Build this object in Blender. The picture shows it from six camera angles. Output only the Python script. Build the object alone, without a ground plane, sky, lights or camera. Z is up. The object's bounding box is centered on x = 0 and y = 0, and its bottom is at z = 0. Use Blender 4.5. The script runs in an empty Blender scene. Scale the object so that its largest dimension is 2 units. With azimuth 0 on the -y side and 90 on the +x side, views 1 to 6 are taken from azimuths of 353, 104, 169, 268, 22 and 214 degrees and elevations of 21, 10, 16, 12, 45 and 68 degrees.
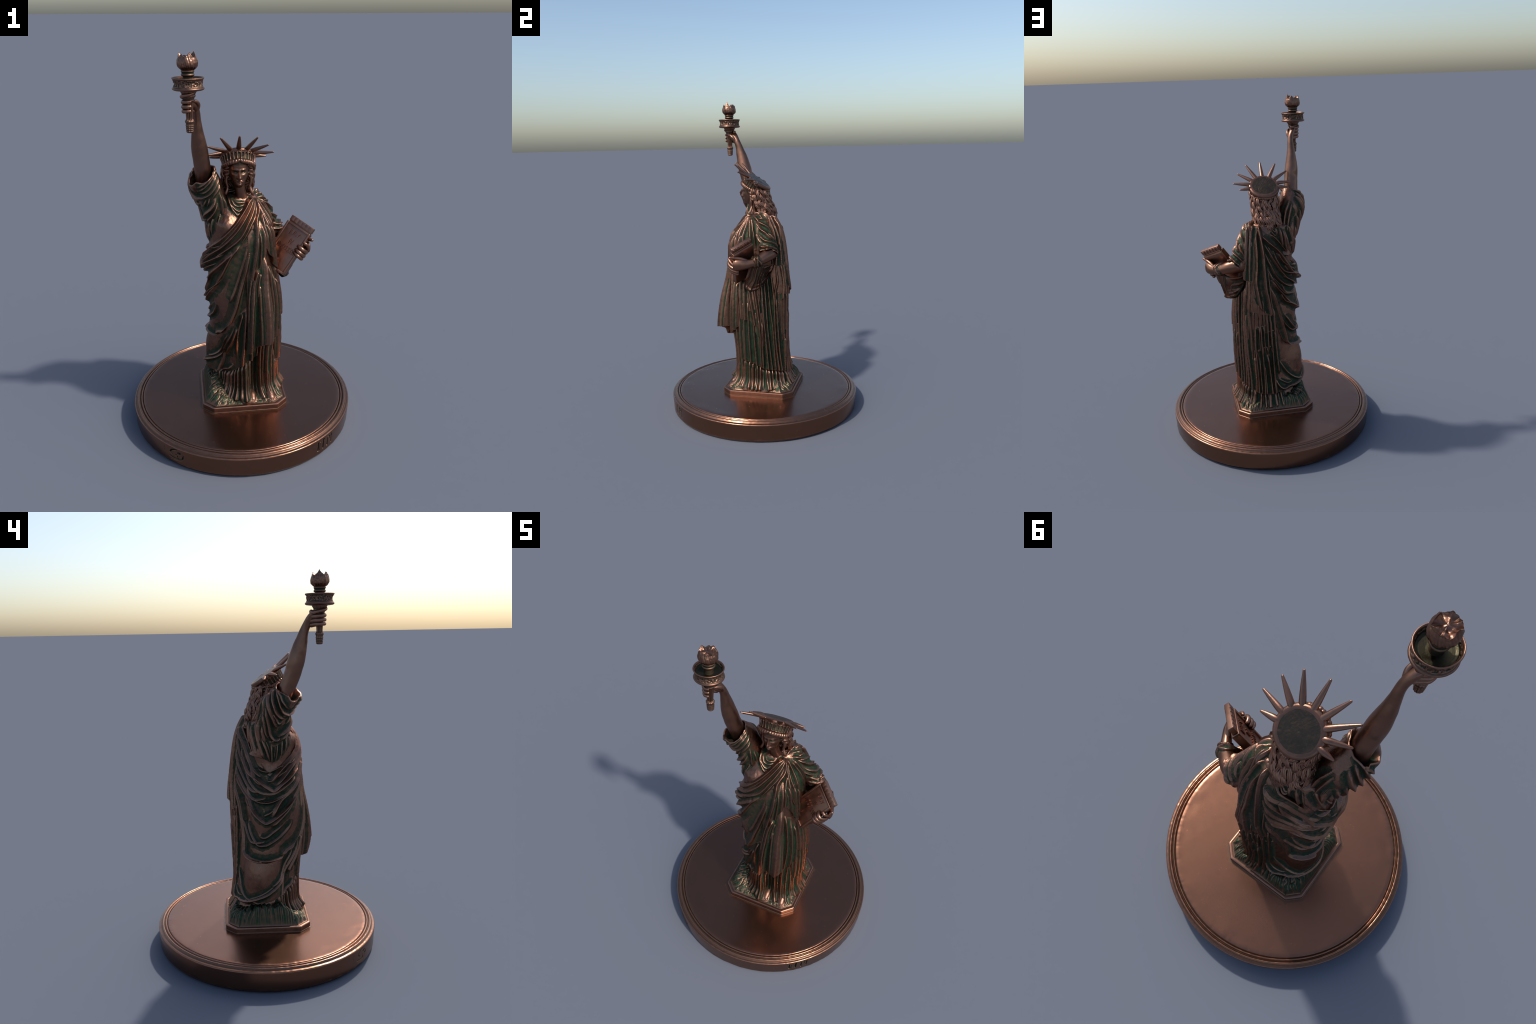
"""A bronze-coloured statuette: a robed woman with a rayed crown, raised torch and tablet,
standing on an eight-sided plinth on a round coin-like base.

Everything is built from profiles, spines and fold lines.  Angles on the robed body run from
0 (front, -y) through 90 (her left hand, +x) to 180 (back); heights are metres.
"""
import math
import numpy as np

MM = 0.001


# ------------------------------------------------------------------ small maths helpers
def lerp(a, b, t):
    return a + (b - a) * t


def smooth(x, a, b):
    t = np.clip((np.asarray(x, float) - a) / (b - a), 0, 1)
    return t * t * (3 - 2 * t)


def unit(v):
    v = np.asarray(v, float)
    return v / np.maximum(np.linalg.norm(v, axis=-1, keepdims=True), 1e-12)


def bump(x, centre, width):
    return np.exp(-((np.asarray(x, float) - centre) / width) ** 2)


def spline(points, count):
    """Catmull-Rom curve through control points (any dimension), evenly spread by chord."""
    p = np.asarray(points, float)
    if len(p) == 2:
        return p[0] + (p[1] - p[0]) * np.linspace(0, 1, count)[:, None]
    d = np.r_[0, np.cumsum(np.maximum(np.linalg.norm(np.diff(p, axis=0), axis=1), 1e-9))]
    return spline_at(d / d[-1], p, np.linspace(0, 1, count))


def spline_at(knots, values, x):
    """Smooth (Catmull-Rom) interpolation of rows of values at knots."""
    k, v = np.asarray(knots, float), np.asarray(values, float)
    one = v.ndim == 1
    v = v[:, None] if one else v
    m = np.empty_like(v)
    m[1:-1] = (v[2:] - v[:-2]) / (k[2:] - k[:-2])[:, None]
    m[0], m[-1] = (v[1] - v[0]) / (k[1] - k[0]), (v[-1] - v[-2]) / (k[-1] - k[-2])
    x = np.clip(np.asarray(x, float), k[0], k[-1])
    i = np.clip(np.searchsorted(k, x, side="right") - 1, 0, len(k) - 2)
    h = (k[i + 1] - k[i])
    t = ((x - k[i]) / h)[..., None]
    h = h[..., None]
    out = ((2 * t**3 - 3 * t**2 + 1) * v[i] + (t**3 - 2 * t**2 + t) * h * m[i]
           + (3 * t**2 - 2 * t**3) * v[i + 1] + (t**3 - t**2) * h * m[i + 1])
    return out[..., 0] if one else out


def _hash(ix, iy, iz, seed):
    h = (ix * 374761393 + iy * 668265263 + iz * 2147483647 + seed * 974711) & 0xFFFFFFFF
    h = ((h ^ (h >> 13)) * 1274126177) & 0xFFFFFFFF
    return ((h ^ (h >> 16)) & 0xFFFF) / 32767.5 - 1.0


def noise(p, scale, seed=0):
    """Value noise in -1..1 at points p (...,3); scale = cells per metre (number or triple)."""
    q = np.asarray(p, float) * scale + 57.3
    i = np.floor(q).astype(np.int64)
    f = q - i
    f = f * f * (3 - 2 * f)
    out = 0.0
    for dx in (0, 1):
        for dy in (0, 1):
            for dz in (0, 1):
                w = ((f[..., 0] if dx else 1 - f[..., 0]) * (f[..., 1] if dy else 1 - f[..., 1])
                     * (f[..., 2] if dz else 1 - f[..., 2]))
                out = out + w * _hash(i[..., 0] + dx, i[..., 1] + dy, i[..., 2] + dz, seed)
    return out


def grid_normals(P, closed_u=False):
    if closed_u:
        du = np.roll(P, -1, 0) - np.roll(P, 1, 0)
    else:
        du = np.gradient(P, axis=0)
    dv = np.gradient(P, axis=1)
    return unit(np.cross(du, dv))


# ------------------------------------------------------------------ the draped body
# height: reach to her right (-x), to her left (+x), to the front (-y), to the back (+y)
BODY = np.array([
    (0.150, 0.200, 0.212, 0.190, 0.190), (0.250, 0.198, 0.208, 0.180, 0.185),
    (0.350, 0.195, 0.210, 0.178, 0.168), (0.450, 0.193, 0.216, 0.185, 0.165),
    (0.550, 0.180, 0.222, 0.200, 0.172), (0.650, 0.172, 0.222, 0.205, 0.174),
    (0.750, 0.180, 0.218, 0.200, 0.176), (0.850, 0.165, 0.205, 0.190, 0.175),
    (0.930, 0.196, 0.196, 0.190, 0.168), (1.030, 0.170, 0.185, 0.190, 0.160),
    (1.100, 0.175, 0.180, 0.188, 0.152), (1.170, 0.185, 0.172, 0.165, 0.140),
    (1.220, 0.175, 0.155, 0.135, 0.125), (1.260, 0.160, 0.140, 0.110, 0.108),
    (1.290, 0.100, 0.105, 0.080, 0.090), (1.320, 0.050, 0.050, 0.050, 0.050)])


# how much fuller or flatter than an oval the body is, by direction, at four heights
SHAPE_Z = np.array([0.20, 0.42, 0.80, 1.15, 1.26])
SHAPE = np.array([
    (-180, 1.02, 1.01, 0.92, 0.92, 1.00), (-165, 1.02, 0.95, 0.75, 0.80, 0.96), (-150, 1.02, 0.87, 0.67, 0.73, 0.90),
    (-135, 1.02, 0.90, 0.67, 0.73, 0.86), (-120, 1.02, 0.98, 0.76, 0.79, 0.87), (-105, 1.02, 1.02, 0.89, 0.89, 0.94),
    (-90, 1.02, 1.01, 1.01, 1.00, 1.00), (-70, 0.92, 0.87, 1.06, 1.02, 1.00), (-50, 0.80, 0.69, 1.09, 1.02, 1.00),
    (-30, 0.86, 0.80, 1.06, 1.01, 1.00), (-10, 0.97, 0.95, 1.03, 1.00, 0.96), (0, 1.00, 1.00, 1.01, 1.00, 0.92),
    (30, 1.02, 1.02, 1.00, 1.00, 0.80), (50, 1.02, 1.00, 0.98, 0.96, 0.74), (75, 1.02, 1.00, 0.96, 0.94, 0.80),
    (90, 1.02, 0.99, 0.95, 0.94, 0.88), (100, 1.02, 0.97, 0.92, 0.94, 0.93), (112, 1.01, 0.93, 0.83, 0.95, 1.00),
    (122, 1.01, 0.95, 0.90, 0.98, 1.00), (135, 1.02, 1.04, 1.08, 1.05, 0.98), (146, 1.03, 1.13, 1.19, 1.10, 0.98),
    (157, 1.03, 1.10, 1.15, 1.07, 0.98), (169, 1.03, 1.03, 1.02, 1.00, 0.97), (180, 1.02, 1.01, 0.92, 0.92, 1.00)])


def body_shape(angle, z):
    a = (np.asarray(angle, float) + 180) % 360 - 180
    cols = [spline_at(SHAPE[:, 0], SHAPE[:, k + 1], a) for k in range(5)]
    f = np.interp(z, SHAPE_Z, np.arange(5))
    return sum(c * np.clip(1 - np.abs(f - k), 0, 1) for k, c in enumerate(cols))


def body_radius(angle, z):
    s, c = np.sin(np.radians(angle)), np.cos(np.radians(angle))
    e = spline_at(BODY[:, 0], BODY[:, 1:], z)
    a = np.where(s > 0, e[..., 1], e[..., 0])
    b = np.where(c > 0, e[..., 2], e[..., 3])
    return (np.abs(s / a) ** 2.3 + np.abs(c / b) ** 2.3) ** (-1 / 2.3) * body_shape(angle, z)


def body(angle, z):
    angle, z = np.broadcast_arrays(np.asarray(angle, float), np.asarray(z, float))
    r = body_radius(angle, z)
    return np.stack([r * np.sin(np.radians(angle)), -r * np.cos(np.radians(angle)), z], -1)


# ------------------------------------------------------------------ tubes through cross-sections
class Tube:
    """A loft: rings of centre, half-widths a (along side) and b (along up), with a framed spine."""

    def __init__(self, rings, up=(0, 0, 1), power=2.0, normals=None):
        r = np.array(rings, float)
        self.centre, self.a, self.b = r[:, :3], r[:, 3], r[:, 4]
        d = np.r_[0, np.cumsum(np.linalg.norm(np.diff(self.centre, axis=0), axis=1))]
        self.k, self.length, self.power = d / d[-1], d[-1], power
        self.up, self.normals = np.array(up, float), normals

    def __call__(self, angle, t):
        angle, t = np.broadcast_arrays(np.asarray(angle, float), np.asarray(t, float))
        c = spline_at(self.k, self.centre, t)
        e = 1e-3
        if self.normals is not None:
            n = unit(spline_at(self.k, np.array(self.normals, float), t))
        else:
            n = unit(spline_at(self.k, self.centre, np.clip(t + e, 0, 1)) - spline_at(self.k, self.centre, np.clip(t - e, 0, 1)))
        side = unit(np.cross(n, self.up))
        up = np.cross(side, n)
        a, b = spline_at(self.k, self.a, t), spline_at(self.k, self.b, t)
        s, co = np.sin(np.radians(angle)), np.cos(np.radians(angle))
        k = (np.abs(s) ** self.power + np.abs(co) ** self.power) ** (-1 / self.power)
        return c + side * (a * k * s)[..., None] + up * (b * k * co)[..., None]


# sleeve of the raised arm: from her right flank up to the open cuff.
# Angle 0 faces out/front-up, see Tube: "up" is -y here so 0 = front, 90 = toward -x side or +x by frame
RIGHT_SLEEVE = Tube([
    (-0.095, 0.000, 1.080, 0.060, 0.085), (-0.106, -0.030, 1.150, 0.067, 0.076), (-0.124, -0.038, 1.220, 0.068, 0.078),
    (-0.146, -0.050, 1.290, 0.070, 0.077), (-0.166, -0.064, 1.350, 0.074, 0.078), (-0.182, -0.094, 1.400, 0.066, 0.064),
    (-0.190, -0.114, 1.430, 0.060, 0.054)], up=(0, -1, 0),
    normals=[(-.2, -.1, 1), (-.2, -.12, 1), (-.22, -.2, 1), (-.28, -.3, 1), (-.45, -.38, 1), (-.6, -.42, 1), (-.65, -.45, 1)])
# sleeve over her left upper arm, from the shoulder down to the elbow
LEFT_SLEEVE = Tube([
    (0.050, 0.015, 1.258, 0.004, 0.004), (0.060, 0.022, 1.252, 0.036, 0.034), (0.076, 0.034, 1.228, 0.054, 0.050), (0.104, 0.052, 1.175, 0.058, 0.054),
    (0.135, 0.070, 1.118, 0.058, 0.055), (0.166, 0.084, 1.070, 0.058, 0.056), (0.188, 0.090, 1.040, 0.055, 0.050)], up=(0, -1, 0))


# ------------------------------------------------------------------ folds
def fold_field(P, N, folds, surface, companions=0, seed=1):
    """Height of the cloth folds at the grid points P and how deep each point lies between folds.

    A fold is (control points on the surface, half width in mm, height in mm[, skew]): a rounded
    ridge that swells in and dies out along its spine, with a shallow trough on either side.
    Positive skew makes the side to the right of the outward-facing spine steeper.
    """
    rng = np.random.default_rng(seed)
    shape = P.shape[:2]
    p, n = P.reshape(-1, 3), N.reshape(-1, 3)
    ridge, trough, near, crest = (np.zeros(len(p)) for _ in range(4))
    todo = []
    for f in folds:
        c = np.array(f[0], float)
        todo.append((c, f[1] * MM * 0.80, f[2] * MM * 1.25, f[3] if len(f) > 3 else 0.0))
        for _ in range(companions):
            d = np.array([rng.choice([-1, 1]) * rng.uniform(1.5, 2.4) * f[1] * MM / 0.19 * 57.3, rng.normal(0, 0.006)])
            a, b = sorted(rng.uniform(0, 1, 2))
            if b - a > 0.35:
                todo.append((c + d, f[1] * MM * 0.6, f[2] * MM * rng.uniform(0.3, 0.5), 0.0, a, b))
    for c, w, h, skew, *cut in todo:
        c = c.copy()
        if np.abs(c[:, 0]).max() > 2:
            c[:, 0] = np.degrees(np.unwrap(np.radians(c[:, 0])))
        q = spline(c, 160)
        if cut:
            q = q[int(cut[0] * 159):int(cut[1] * 159) + 1]
        Q = surface(q[:, 0], q[:, 1])
        L = np.linalg.norm(np.diff(Q, axis=0), axis=1).sum()
        m = int(np.clip(L / 0.003, 8, 160))
        Q = Q[np.linspace(0, len(Q) - 1, m).astype(int)]
        T = unit(np.gradient(Q, axis=0))
        reach = 6.5 * w
        idx = np.where(((p > Q.min(0) - reach) & (p < Q.max(0) + reach)).all(1))[0]
        for k in range(0, len(idx), 20000):
            i = idx[k:k + 20000]
            d2 = ((p[i, None, :] - Q[None]) ** 2).sum(-1)
            j = d2.argmin(1)
            d2 = d2[np.arange(len(i)), j]
            along = np.einsum("ij,ij->i", T[j], p[i] - Q[j])
            inner = (j > 0) & (j < m - 1)
            d = np.sqrt(np.maximum(d2 - np.where(inner, along ** 2, 0), 0))
            side = np.einsum("ij,ij->i", np.cross(T[j], n[i]), p[i] - Q[j])
            t = j / (m - 1)
            tip = np.clip(0.045 / max(L, 0.02), 0.10, 0.45)
            taper = smooth(t, -0.02, tip) * smooth(1 - t, -0.02, tip)
            ww = w * np.where(side > 0, 1 - 0.55 * skew, 1 + 0.25 * skew) if skew else w
            core = 0.45 * ww
            r = h * taper * np.exp(-(np.sqrt(d * d + core * core) - core) / (1.05 * ww))
            ridge[i] = np.maximum(ridge[i], r)
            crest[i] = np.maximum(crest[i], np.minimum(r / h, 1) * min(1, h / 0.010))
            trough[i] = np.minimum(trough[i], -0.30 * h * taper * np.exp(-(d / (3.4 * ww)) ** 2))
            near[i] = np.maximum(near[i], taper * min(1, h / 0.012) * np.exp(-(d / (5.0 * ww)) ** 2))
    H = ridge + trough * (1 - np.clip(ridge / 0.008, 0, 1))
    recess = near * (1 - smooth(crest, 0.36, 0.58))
    return H.reshape(shape), recess.reshape(shape)


def table(rows):
    rows = np.array(rows, float)
    return lambda x: np.interp(x, rows[:, 0], rows[:, 1])


PANEL_RELIEF = 1.0


def run_out(fold, hem):
    """Let a fold that reaches the hem run on below it, so the hem itself is folded."""
    c = list(fold[0])
    (a0, z0), (a1, z1) = c[-2], c[-1]
    if z1 < hem(np.array([(a1 + 180) % 360 - 180.0 if abs(a1) > 200 else a1]))[0] + .035 and z1 < z0 - .02:
        c.append((a1 + (a1 - a0) * .07 / (z0 - z1) if abs(a1 - a0) < 30 else a1, z1 - .07))
    return (c, *fold[1:])


def cloth(a0, a1, hem, top, offset, folds, step=2.4, closed=False, companions=0, seed=1, crinkle=0.0, extra=None):
    """A sheet of cloth over the body between the heights hem(angle) and top(angle)."""
    nu = int(abs(a1 - a0) / 360 * 1.2 / (step * MM))
    A = np.linspace(a0, a1, nu, endpoint=not closed)
    wrap = (A + 180) % 360 - 180
    lo, hi = hem(A if not closed else wrap), top(A if not closed else wrap)
    nv = int(np.max(hi - lo) / (step * MM)) + 2
    rows = np.r_[0, 0, np.linspace(0, 1, nv), 1, 1]
    inset = np.r_[.020, .008, np.zeros(nv), .006, .016]
    Z = lo[:, None] + (hi - lo)[:, None] * rows[None]
    AA = np.broadcast_to(A[:, None], Z.shape)
    inset = np.broadcast_to(inset, Z.shape).copy()
    Z = Z + np.r_[.012, .0, np.zeros(nv), 0, -.01]
    if not closed:
        AA = np.concatenate([AA[:1], AA[:1], AA, AA[-1:], AA[-1:]])
        Z = np.concatenate([Z[:1], Z[:1], Z, Z[-1:], Z[-1:]])
        side = np.r_[.020, .008, np.zeros(nu), .008, .020][:, None]
        inset = np.maximum(np.concatenate([inset[:1], inset[:1], inset, inset[-1:], inset[-1:]]), side)
    P = body(AA, Z)
    e = 1e-3
    N = unit(np.cross(body(AA + .3, Z) - body(AA - .3, Z), body(AA, Z + e) - body(AA, Z - e)))
    H, recess = fold_field(P, N, [run_out(f, hem) for f in folds], body, companions, seed)
    if crinkle:
        H = H + crinkle * MM * (noise(P, (95, 95, 30), seed) + .5 * noise(P, (190, 190, 70), seed + 1))
    H = H + 0.0006 * noise(P, 60, seed + 3)
    sink = .010 * smooth(rows, .93, 1.0)
    off = -sink[None] + offset(AA if not closed else (AA + 180) % 360 - 180, Z)
    if extra is not None:
        off = off + extra(AA, Z)
    return P + N * (off + H - inset)[..., None], recess


# ---- the mantle: fold lines as (angle, height) control points, half width, height, skew
FRONT_FOLDS = [
    ([(66, 1.262), (76, 1.19), (82, 1.10), (84, 1.0)], 7, 12), ([(72, 1.262), (86, 1.18), (91, 1.08), (92, .98)], 7, 11), ([(54, 1.282), (80, 1.298), (104, 1.298)], 6, 9),
    ([(70, 1.272), (80, 1.23), (88, 1.17)], 7, 11), ([(74, 1.28), (95, 1.25), (108, 1.20)], 7, 11),
    ([(52, 1.288), (30, 1.285), (14, 1.262)], 6, 8), ([(84, 1.292), (100, 1.28), (112, 1.25)], 6, 9),
    ([(54, 1.276), (22, 1.257), (-1, 1.207), (-18, 1.15), (-35, 1.092), (-62, 1.019), (-85, 0.944)], 11, 19, -.5),
    ([(54, 1.276), (28, 1.245), (5, 1.189), (-11, 1.131), (-31, 1.061), (-55, 0.995), (-79, 0.92)], 9, 16, -.5),
    ([(54, 1.276), (35, 1.238), (11, 1.174), (-3, 1.112), (-18, 1.066), (-38, 1.009), (-52, 0.968)], 9, 14, -.4),
    ([(54, 1.276), (37, 1.224), (14, 1.161), (0, 1.096), (-5, 1.071)], 7, 10),
    ([(54, 1.276), (42, 1.222), (24, 1.171), (22, 1.125), (19, 1.059), (16, 0.978), (12, 0.882)], 10, 19),
    ([(54, 1.276), (49, 1.213), (40, 1.172), (37, 1.116), (36, 1.053)], 7, 12),
    ([(54, 1.272), (48, 1.225), (46, 1.164), (48, 1.101), (54, 1.032), (72, 0.911)], 8, 15),
    ([(54, 1.276), (53, 1.244), (51, 1.193), (54, 1.125), (56, 1.02)], 7, 13),
    ([(56, 1.276), (59, 1.248), (62, 1.197), (63, 1.13), (68, 1.02)], 7, 12),
    ([(-5, 1.071), (-19, 1.006), (-31, 0.917), (-48, 0.822), (-83, 0.698)], 10, 16, -.3),
    ([(-12, 1.044), (-34, 0.965), (-61, 0.862), (-83, 0.746)], 11, 18, -.3),
    ([(7, 1.105), (5, 1.037), (-4, 0.928), (-13, 0.83), (-21, 0.758)], 10, 9),
    ([(11, 1.078), (8, 1.009), (2, 0.916), (-7, 0.802), (-13, 0.713), (-28, 0.599), (-63, 0.525)], 11, 19),
]
SIDE_FOLDS = [
    ([(-171, 1.158), (-161, 1.065), (-138, 0.995), (-104, 0.955), (-89, 0.923), (-79, 0.907), (-68, 0.935), (-51, 0.973), (-27, 1.028)], 9, 19, .5),
    ([(-157, 1.134), (-144, 1.07), (-114, 1.001), (-98, 0.967)], 9, 14, .3),
    ([(-142, 0.97), (-120, 0.928), (-105, 0.896), (-92, 0.885), (-77, 0.888), (-61, 0.927), (-38, 0.974)], 8, 13, .5),
    ([(-146, 0.924), (-134, 0.864), (-109, 0.836), (-92, 0.831), (-76, 0.843), (-58, 0.88), (-38, 0.941)], 9, 15, .5),
    ([(-154, 0.901), (-143, 0.825), (-115, 0.772), (-99, 0.738), (-91, 0.725), (-81, 0.74), (-61, 0.789), (-43, 0.846), (-29, 0.909)], 9, 19, .5),
    ([(-99, 0.757), (-83, 0.783), (-70, 0.819), (-61, 0.855)], 7, 8),
    ([(-109, 1.018), (-94, 1.003), (-81, 1.006), (-64, 1.028), (-47, 1.045), (-33, 1.066)], 8, 14, .4),
    ([(-92, 0.953), (-81, 0.958), (-66, 0.988), (-48, 1.017)], 6, 9),
    ([(-139, 0.723), (-122, 0.648), (-107, 0.6), (-93, 0.599), (-83, 0.613), (-68, 0.64), (-51, 0.692), (-43, 0.758)], 8, 12, .4),
    ([(-108, 0.651), (-94, 0.64), (-76, 0.676), (-60, 0.714)], 7, 8),
    ([(-153, 0.553), (-130, 0.528), (-110, 0.518), (-90, 0.516), (-64, 0.521), (-41, 0.534), (-30, 0.57), (-22, 0.612), (-9, 0.697)], 8, 12),
]
BACK_FOLDS = [
    ([(161, 1.222), (-177, 1.167), (-145, 1.1), (-122, 1.023), (-110, 0.96), (-90, 0.927)], 11, 19, .4),
    ([(-177, 1.233), (-144, 1.164), (-122, 1.1), (-93, 1.018), (-88, 0.947)], 10, 17, .4),
    ([(167, 1.183), (-179, 1.107), (-163, 1.045), (-135, 0.964), (-122, 0.924)], 8, 14, .3),
    ([(169, 1.132), (178, 1.057), (-166, 0.977), (-133, 0.908), (-105, 0.881)], 8, 14, .3),
    ([(173, 1.038), (-175, 0.957), (-145, 0.874), (-117, 0.84), (-90, 0.856)], 9, 15, .3),
    ([(178, 0.977), (-168, 0.908), (-133, 0.827), (-115, 0.77), (-91, 0.727)], 10, 18, .3),
    ([(177, 0.93), (-171, 0.817), (-157, 0.704), (-145, 0.598), (-142, 0.548), (-128, 0.521), (-96, 0.508)], 10, 20),
    ([(-160, 0.729), (-138, 0.65), (-121, 0.609), (-93, 0.618)], 8, 12, .3),
    ([(107, 1.3), (124, 1.274), (134, 1.224), (141, 1.174), (146, 1.119)], 9, 14),
    ([(94, 1.302), (117, 1.295), (132, 1.259), (143, 1.222)], 8, 12),
]
MANTLE_HEM = table([(-180, .745), (-172, .71), (-161, .63), (-150, .56), (-138, .53), (-123, .515), (-109, .507), (-90, .503),
                    (-68, .515), (-52, .535), (-39, .57), (-29, .61), (-14, .665), (-2, .715), (8, .75), (34, .70), (40, .66),
                    (60, .66), (98, .70), (102, .93), (122, .93), (126, .80), (150, .78), (180, .74)])
MANTLE_TOP = table([(-180, 1.246), (-177, 1.242), (-148, 1.178), (-127, 1.115), (-110, 1.055), (-97, 1.026), (-90, 1.008), (-84, 1.0),
                    (-64, 1.034), (-35, 1.108), (-18, 1.166), (-2, 1.222), (18, 1.276), (28, 1.292), (60, 1.30), (120, 1.303), (150, 1.29), (165, 1.268), (180, 1.248)])

# ---- loose mantle panels: angles, hem, top, stand-off and their own folds
FLAP_SWELL = table([(2, .012), (9, .038), (15, .032), (21, .060), (27, .070), (32, .070), (35, .052), (38, .02)])
FLAP_FALL = table([(.45, 1.05), (.56, 1.0), (.80, .52), (.95, .15), (1.07, .04), (1.2, .0)])
PANELS = [
    # front flap that swings forward
    dict(a=(4, 37), hem=[(4, .475), (9, .49), (14, .51), (21, .548), (30, .562), (37, .565)], top=[(4, 1.0), (37, 1.06)], off=.006, flap=True,
         folds=[([(20, 0.94), (15, 0.867), (12, 0.769), (9.5, 0.645), (8.5, 0.48)], 9, 20), ([(32, 1.0), (31, 0.9), (29, .8), (28, .65), (27, .55)], 15, 19),
                ([(36, 1.0), (36, .8), (35.5, .55)], 5, 10), ([(22, .86), (20, .7), (20.5, .54)], 6, 8),
                ([(12, .9), (6, .75), (5, .55)], 6, 7)]),
    # overfold at the waist, with its pointed corner
    dict(a=(7, 35), hem=[(7, .93), (10, .89), (13, .885), (20, .93), (28, .985), (35, 1.04)], top=[(7, 1.15), (35, 1.20)], off=.007, flap=True, folds=[
        ([(22, 1.16), (20, 1.06), (16, .97), (12, .887)], 9, 17), ([(34, 1.17), (33, 1.08), (31, 1.0)], 8, 13), ([(27, 1.15), (26, 1.04), (24, .955)], 6, 11)]),
    dict(a=(33, 66), hem=[(33, 1.045), (40, 1.03), (49, .975), (58, .915), (66, .865)], top=[(33, 1.19), (66, 1.16)], off=.010, folds=[
        ([(44, 1.18), (46, 1.09), (50, .98)], 7, 13), ([(54, 1.16), (57, 1.03), (60, .905)], 8, 15), ([(63, 1.14), (64, 1.0), (65, .88)], 6, 11), ([(38, 1.17), (37, 1.04)], 6, 11)]),
    dict(a=(36, 60), hem=[(36, .535), (40, .52), (46, .53), (60, .575)], top=[(36, .98), (60, .92)], off=.012,
         folds=[([(40, .95), (43, .75), (40, .54)], 8, 13), ([(49, .9), (50, .7), (48, .54)], 8, 14), ([(55, .86), (58, .7), (57, .58)], 6, 12)]),
    dict(a=(55, 77), hem=[(55, .66), (62, .642), (70, .62), (77, .63)], top=[(55, .95), (77, .90)], off=.003,
         folds=[([(60, .93), (63, .80), (66, .66)], 9, 14), ([(70, .88), (72, .75), (73, .63)], 7, 13)]),
    dict(a=(74, 100), hem=[(74, .65), (84, .61), (93, .582), (100, .60)], top=[(74, .90), (100, .86)], off=-.002,
         folds=[([(78, .84), (84, .725), (89, .62)], 9, 14), ([(88, .85), (94, .702), (97, .599)], 8, 14)]),
    dict(a=(90, 105), hem=[(90, .55), (98, .50), (101, .43), (105, .46)], top=[(90, .68), (105, .68)], off=.006,
         folds=[([(96, .66), (98, .55), (100, .45)], 6, 11), ([(102, .62), (103, .5)], 5, 9)]),
    # long panels that fall down the back from her left shoulder
    dict(a=(123, 148), hem=[(123, .967), (148, .962)], top=[(123, 1.290), (148, 1.288)], off=.008,
         folds=[([(118, 1.29), (131, 1.173), (133, 1.07), (131, 0.968)], 9, 15), ([(132, 1.285), (141, 1.124), (142, 0.968)], 7, 11), ([(127, 1.1), (126, .968)], 5, 8)]),
    dict(a=(122, 148), hem=[(122, .72), (126, .712), (132, .735), (148, .79)], top=[(122, 1.0), (148, 1.0)], off=-.004,
         folds=[([(131, 1.0), (132, 0.884), (128, 0.801), (126, 0.717)], 8, 15), ([(140, 1.0), (142, 0.861), (140, 0.77)], 8, 13), ([(146, 1.0), (147, .8)], 5, 9)]),
    dict(a=(126, 152), hem=[(126, .61), (130, .59), (142, .475), (149, .463), (152, .48)], top=[(126, .80), (152, .82)], off=-.010,
         folds=[([(132, .78), (133, .64), (131, .595)], 6, 11), ([(140, .8), (142, .6), (141, .48)], 7, 13), ([(148, .8), (148, .6), (148, .465)], 6, 12)]),
    dict(a=(140, 156), hem=[(140, .37), (146, .35), (153, .365), (156, .39)], top=[(140, .55), (156, .55)], off=-.010,
         folds=[([(145, .54), (145, .36)], 6, 10), ([(151, .54), (152, .37)], 5, 10)]),
    dict(a=(149, 183), hem=[(149, .86), (157, .818), (166, .765), (178, .757), (183, .77)], top=[(149, 1.288), (160, 1.275), (183, 1.20)], off=.002,
         folds=[([(143, 1.288), (153, 1.144), (154, 1.047), (153, 0.968), (156, 0.889), (159, 0.818)], 9, 17),
                ([(150, 1.282), (161, 1.184), (165, 1.097), (166, 1.02), (168, 0.914), (171, 0.86), (176, 0.757)], 10, 19),
                ([(175, 1.05), (176, .9), (180, .78)], 6, 10)]),
    dict(a=(153, 170), hem=[(153, .66), (160, .655), (170, .635)], top=[(153, .86), (170, .86)], off=-.008,
         folds=[([(156, .86), (157, .66)], 5, 12), ([(163, .86), (164, .65)], 5, 12), ([(168, .8), (169, .64)], 4, 9)]),
    dict(a=(152, 170), hem=[(152, .54), (160, .53), (170, .512)], top=[(152, .7), (170, .7)], off=-.013,
         folds=[([(156, .7), (156, .53)], 6, 12), ([(163, .7), (165, .52)], 6, 12)]),
    dict(a=(170, 191), hem=[(170, .625), (176, .605), (187, .597), (191, .61)], top=[(170, .82), (191, .78)], off=-.004,
         folds=[([(174, .8), (176, .61)], 6, 12), ([(183, .8), (186, .6)], 6, 13)]),
    dict(a=(171, 192), hem=[(171, .525), (178, .51), (189, .49), (192, .5)], top=[(171, .66), (192, .66)], off=-.009,
         folds=[([(175, .66), (177, .52)], 6, 12), ([(184, .66), (188, .495)], 6, 12)]),
    dict(a=(157, 180), hem=[(157, .44), (168, .40), (174, .42), (180, .39)], top=[(157, .56), (180, .56)], off=-.012,
         folds=[([(161, .56), (160, .44)], 5, 10), ([(168, .56), (169, .41)], 5, 11), ([(176, .56), (177, .4)], 5, 11)]),
]

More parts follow.
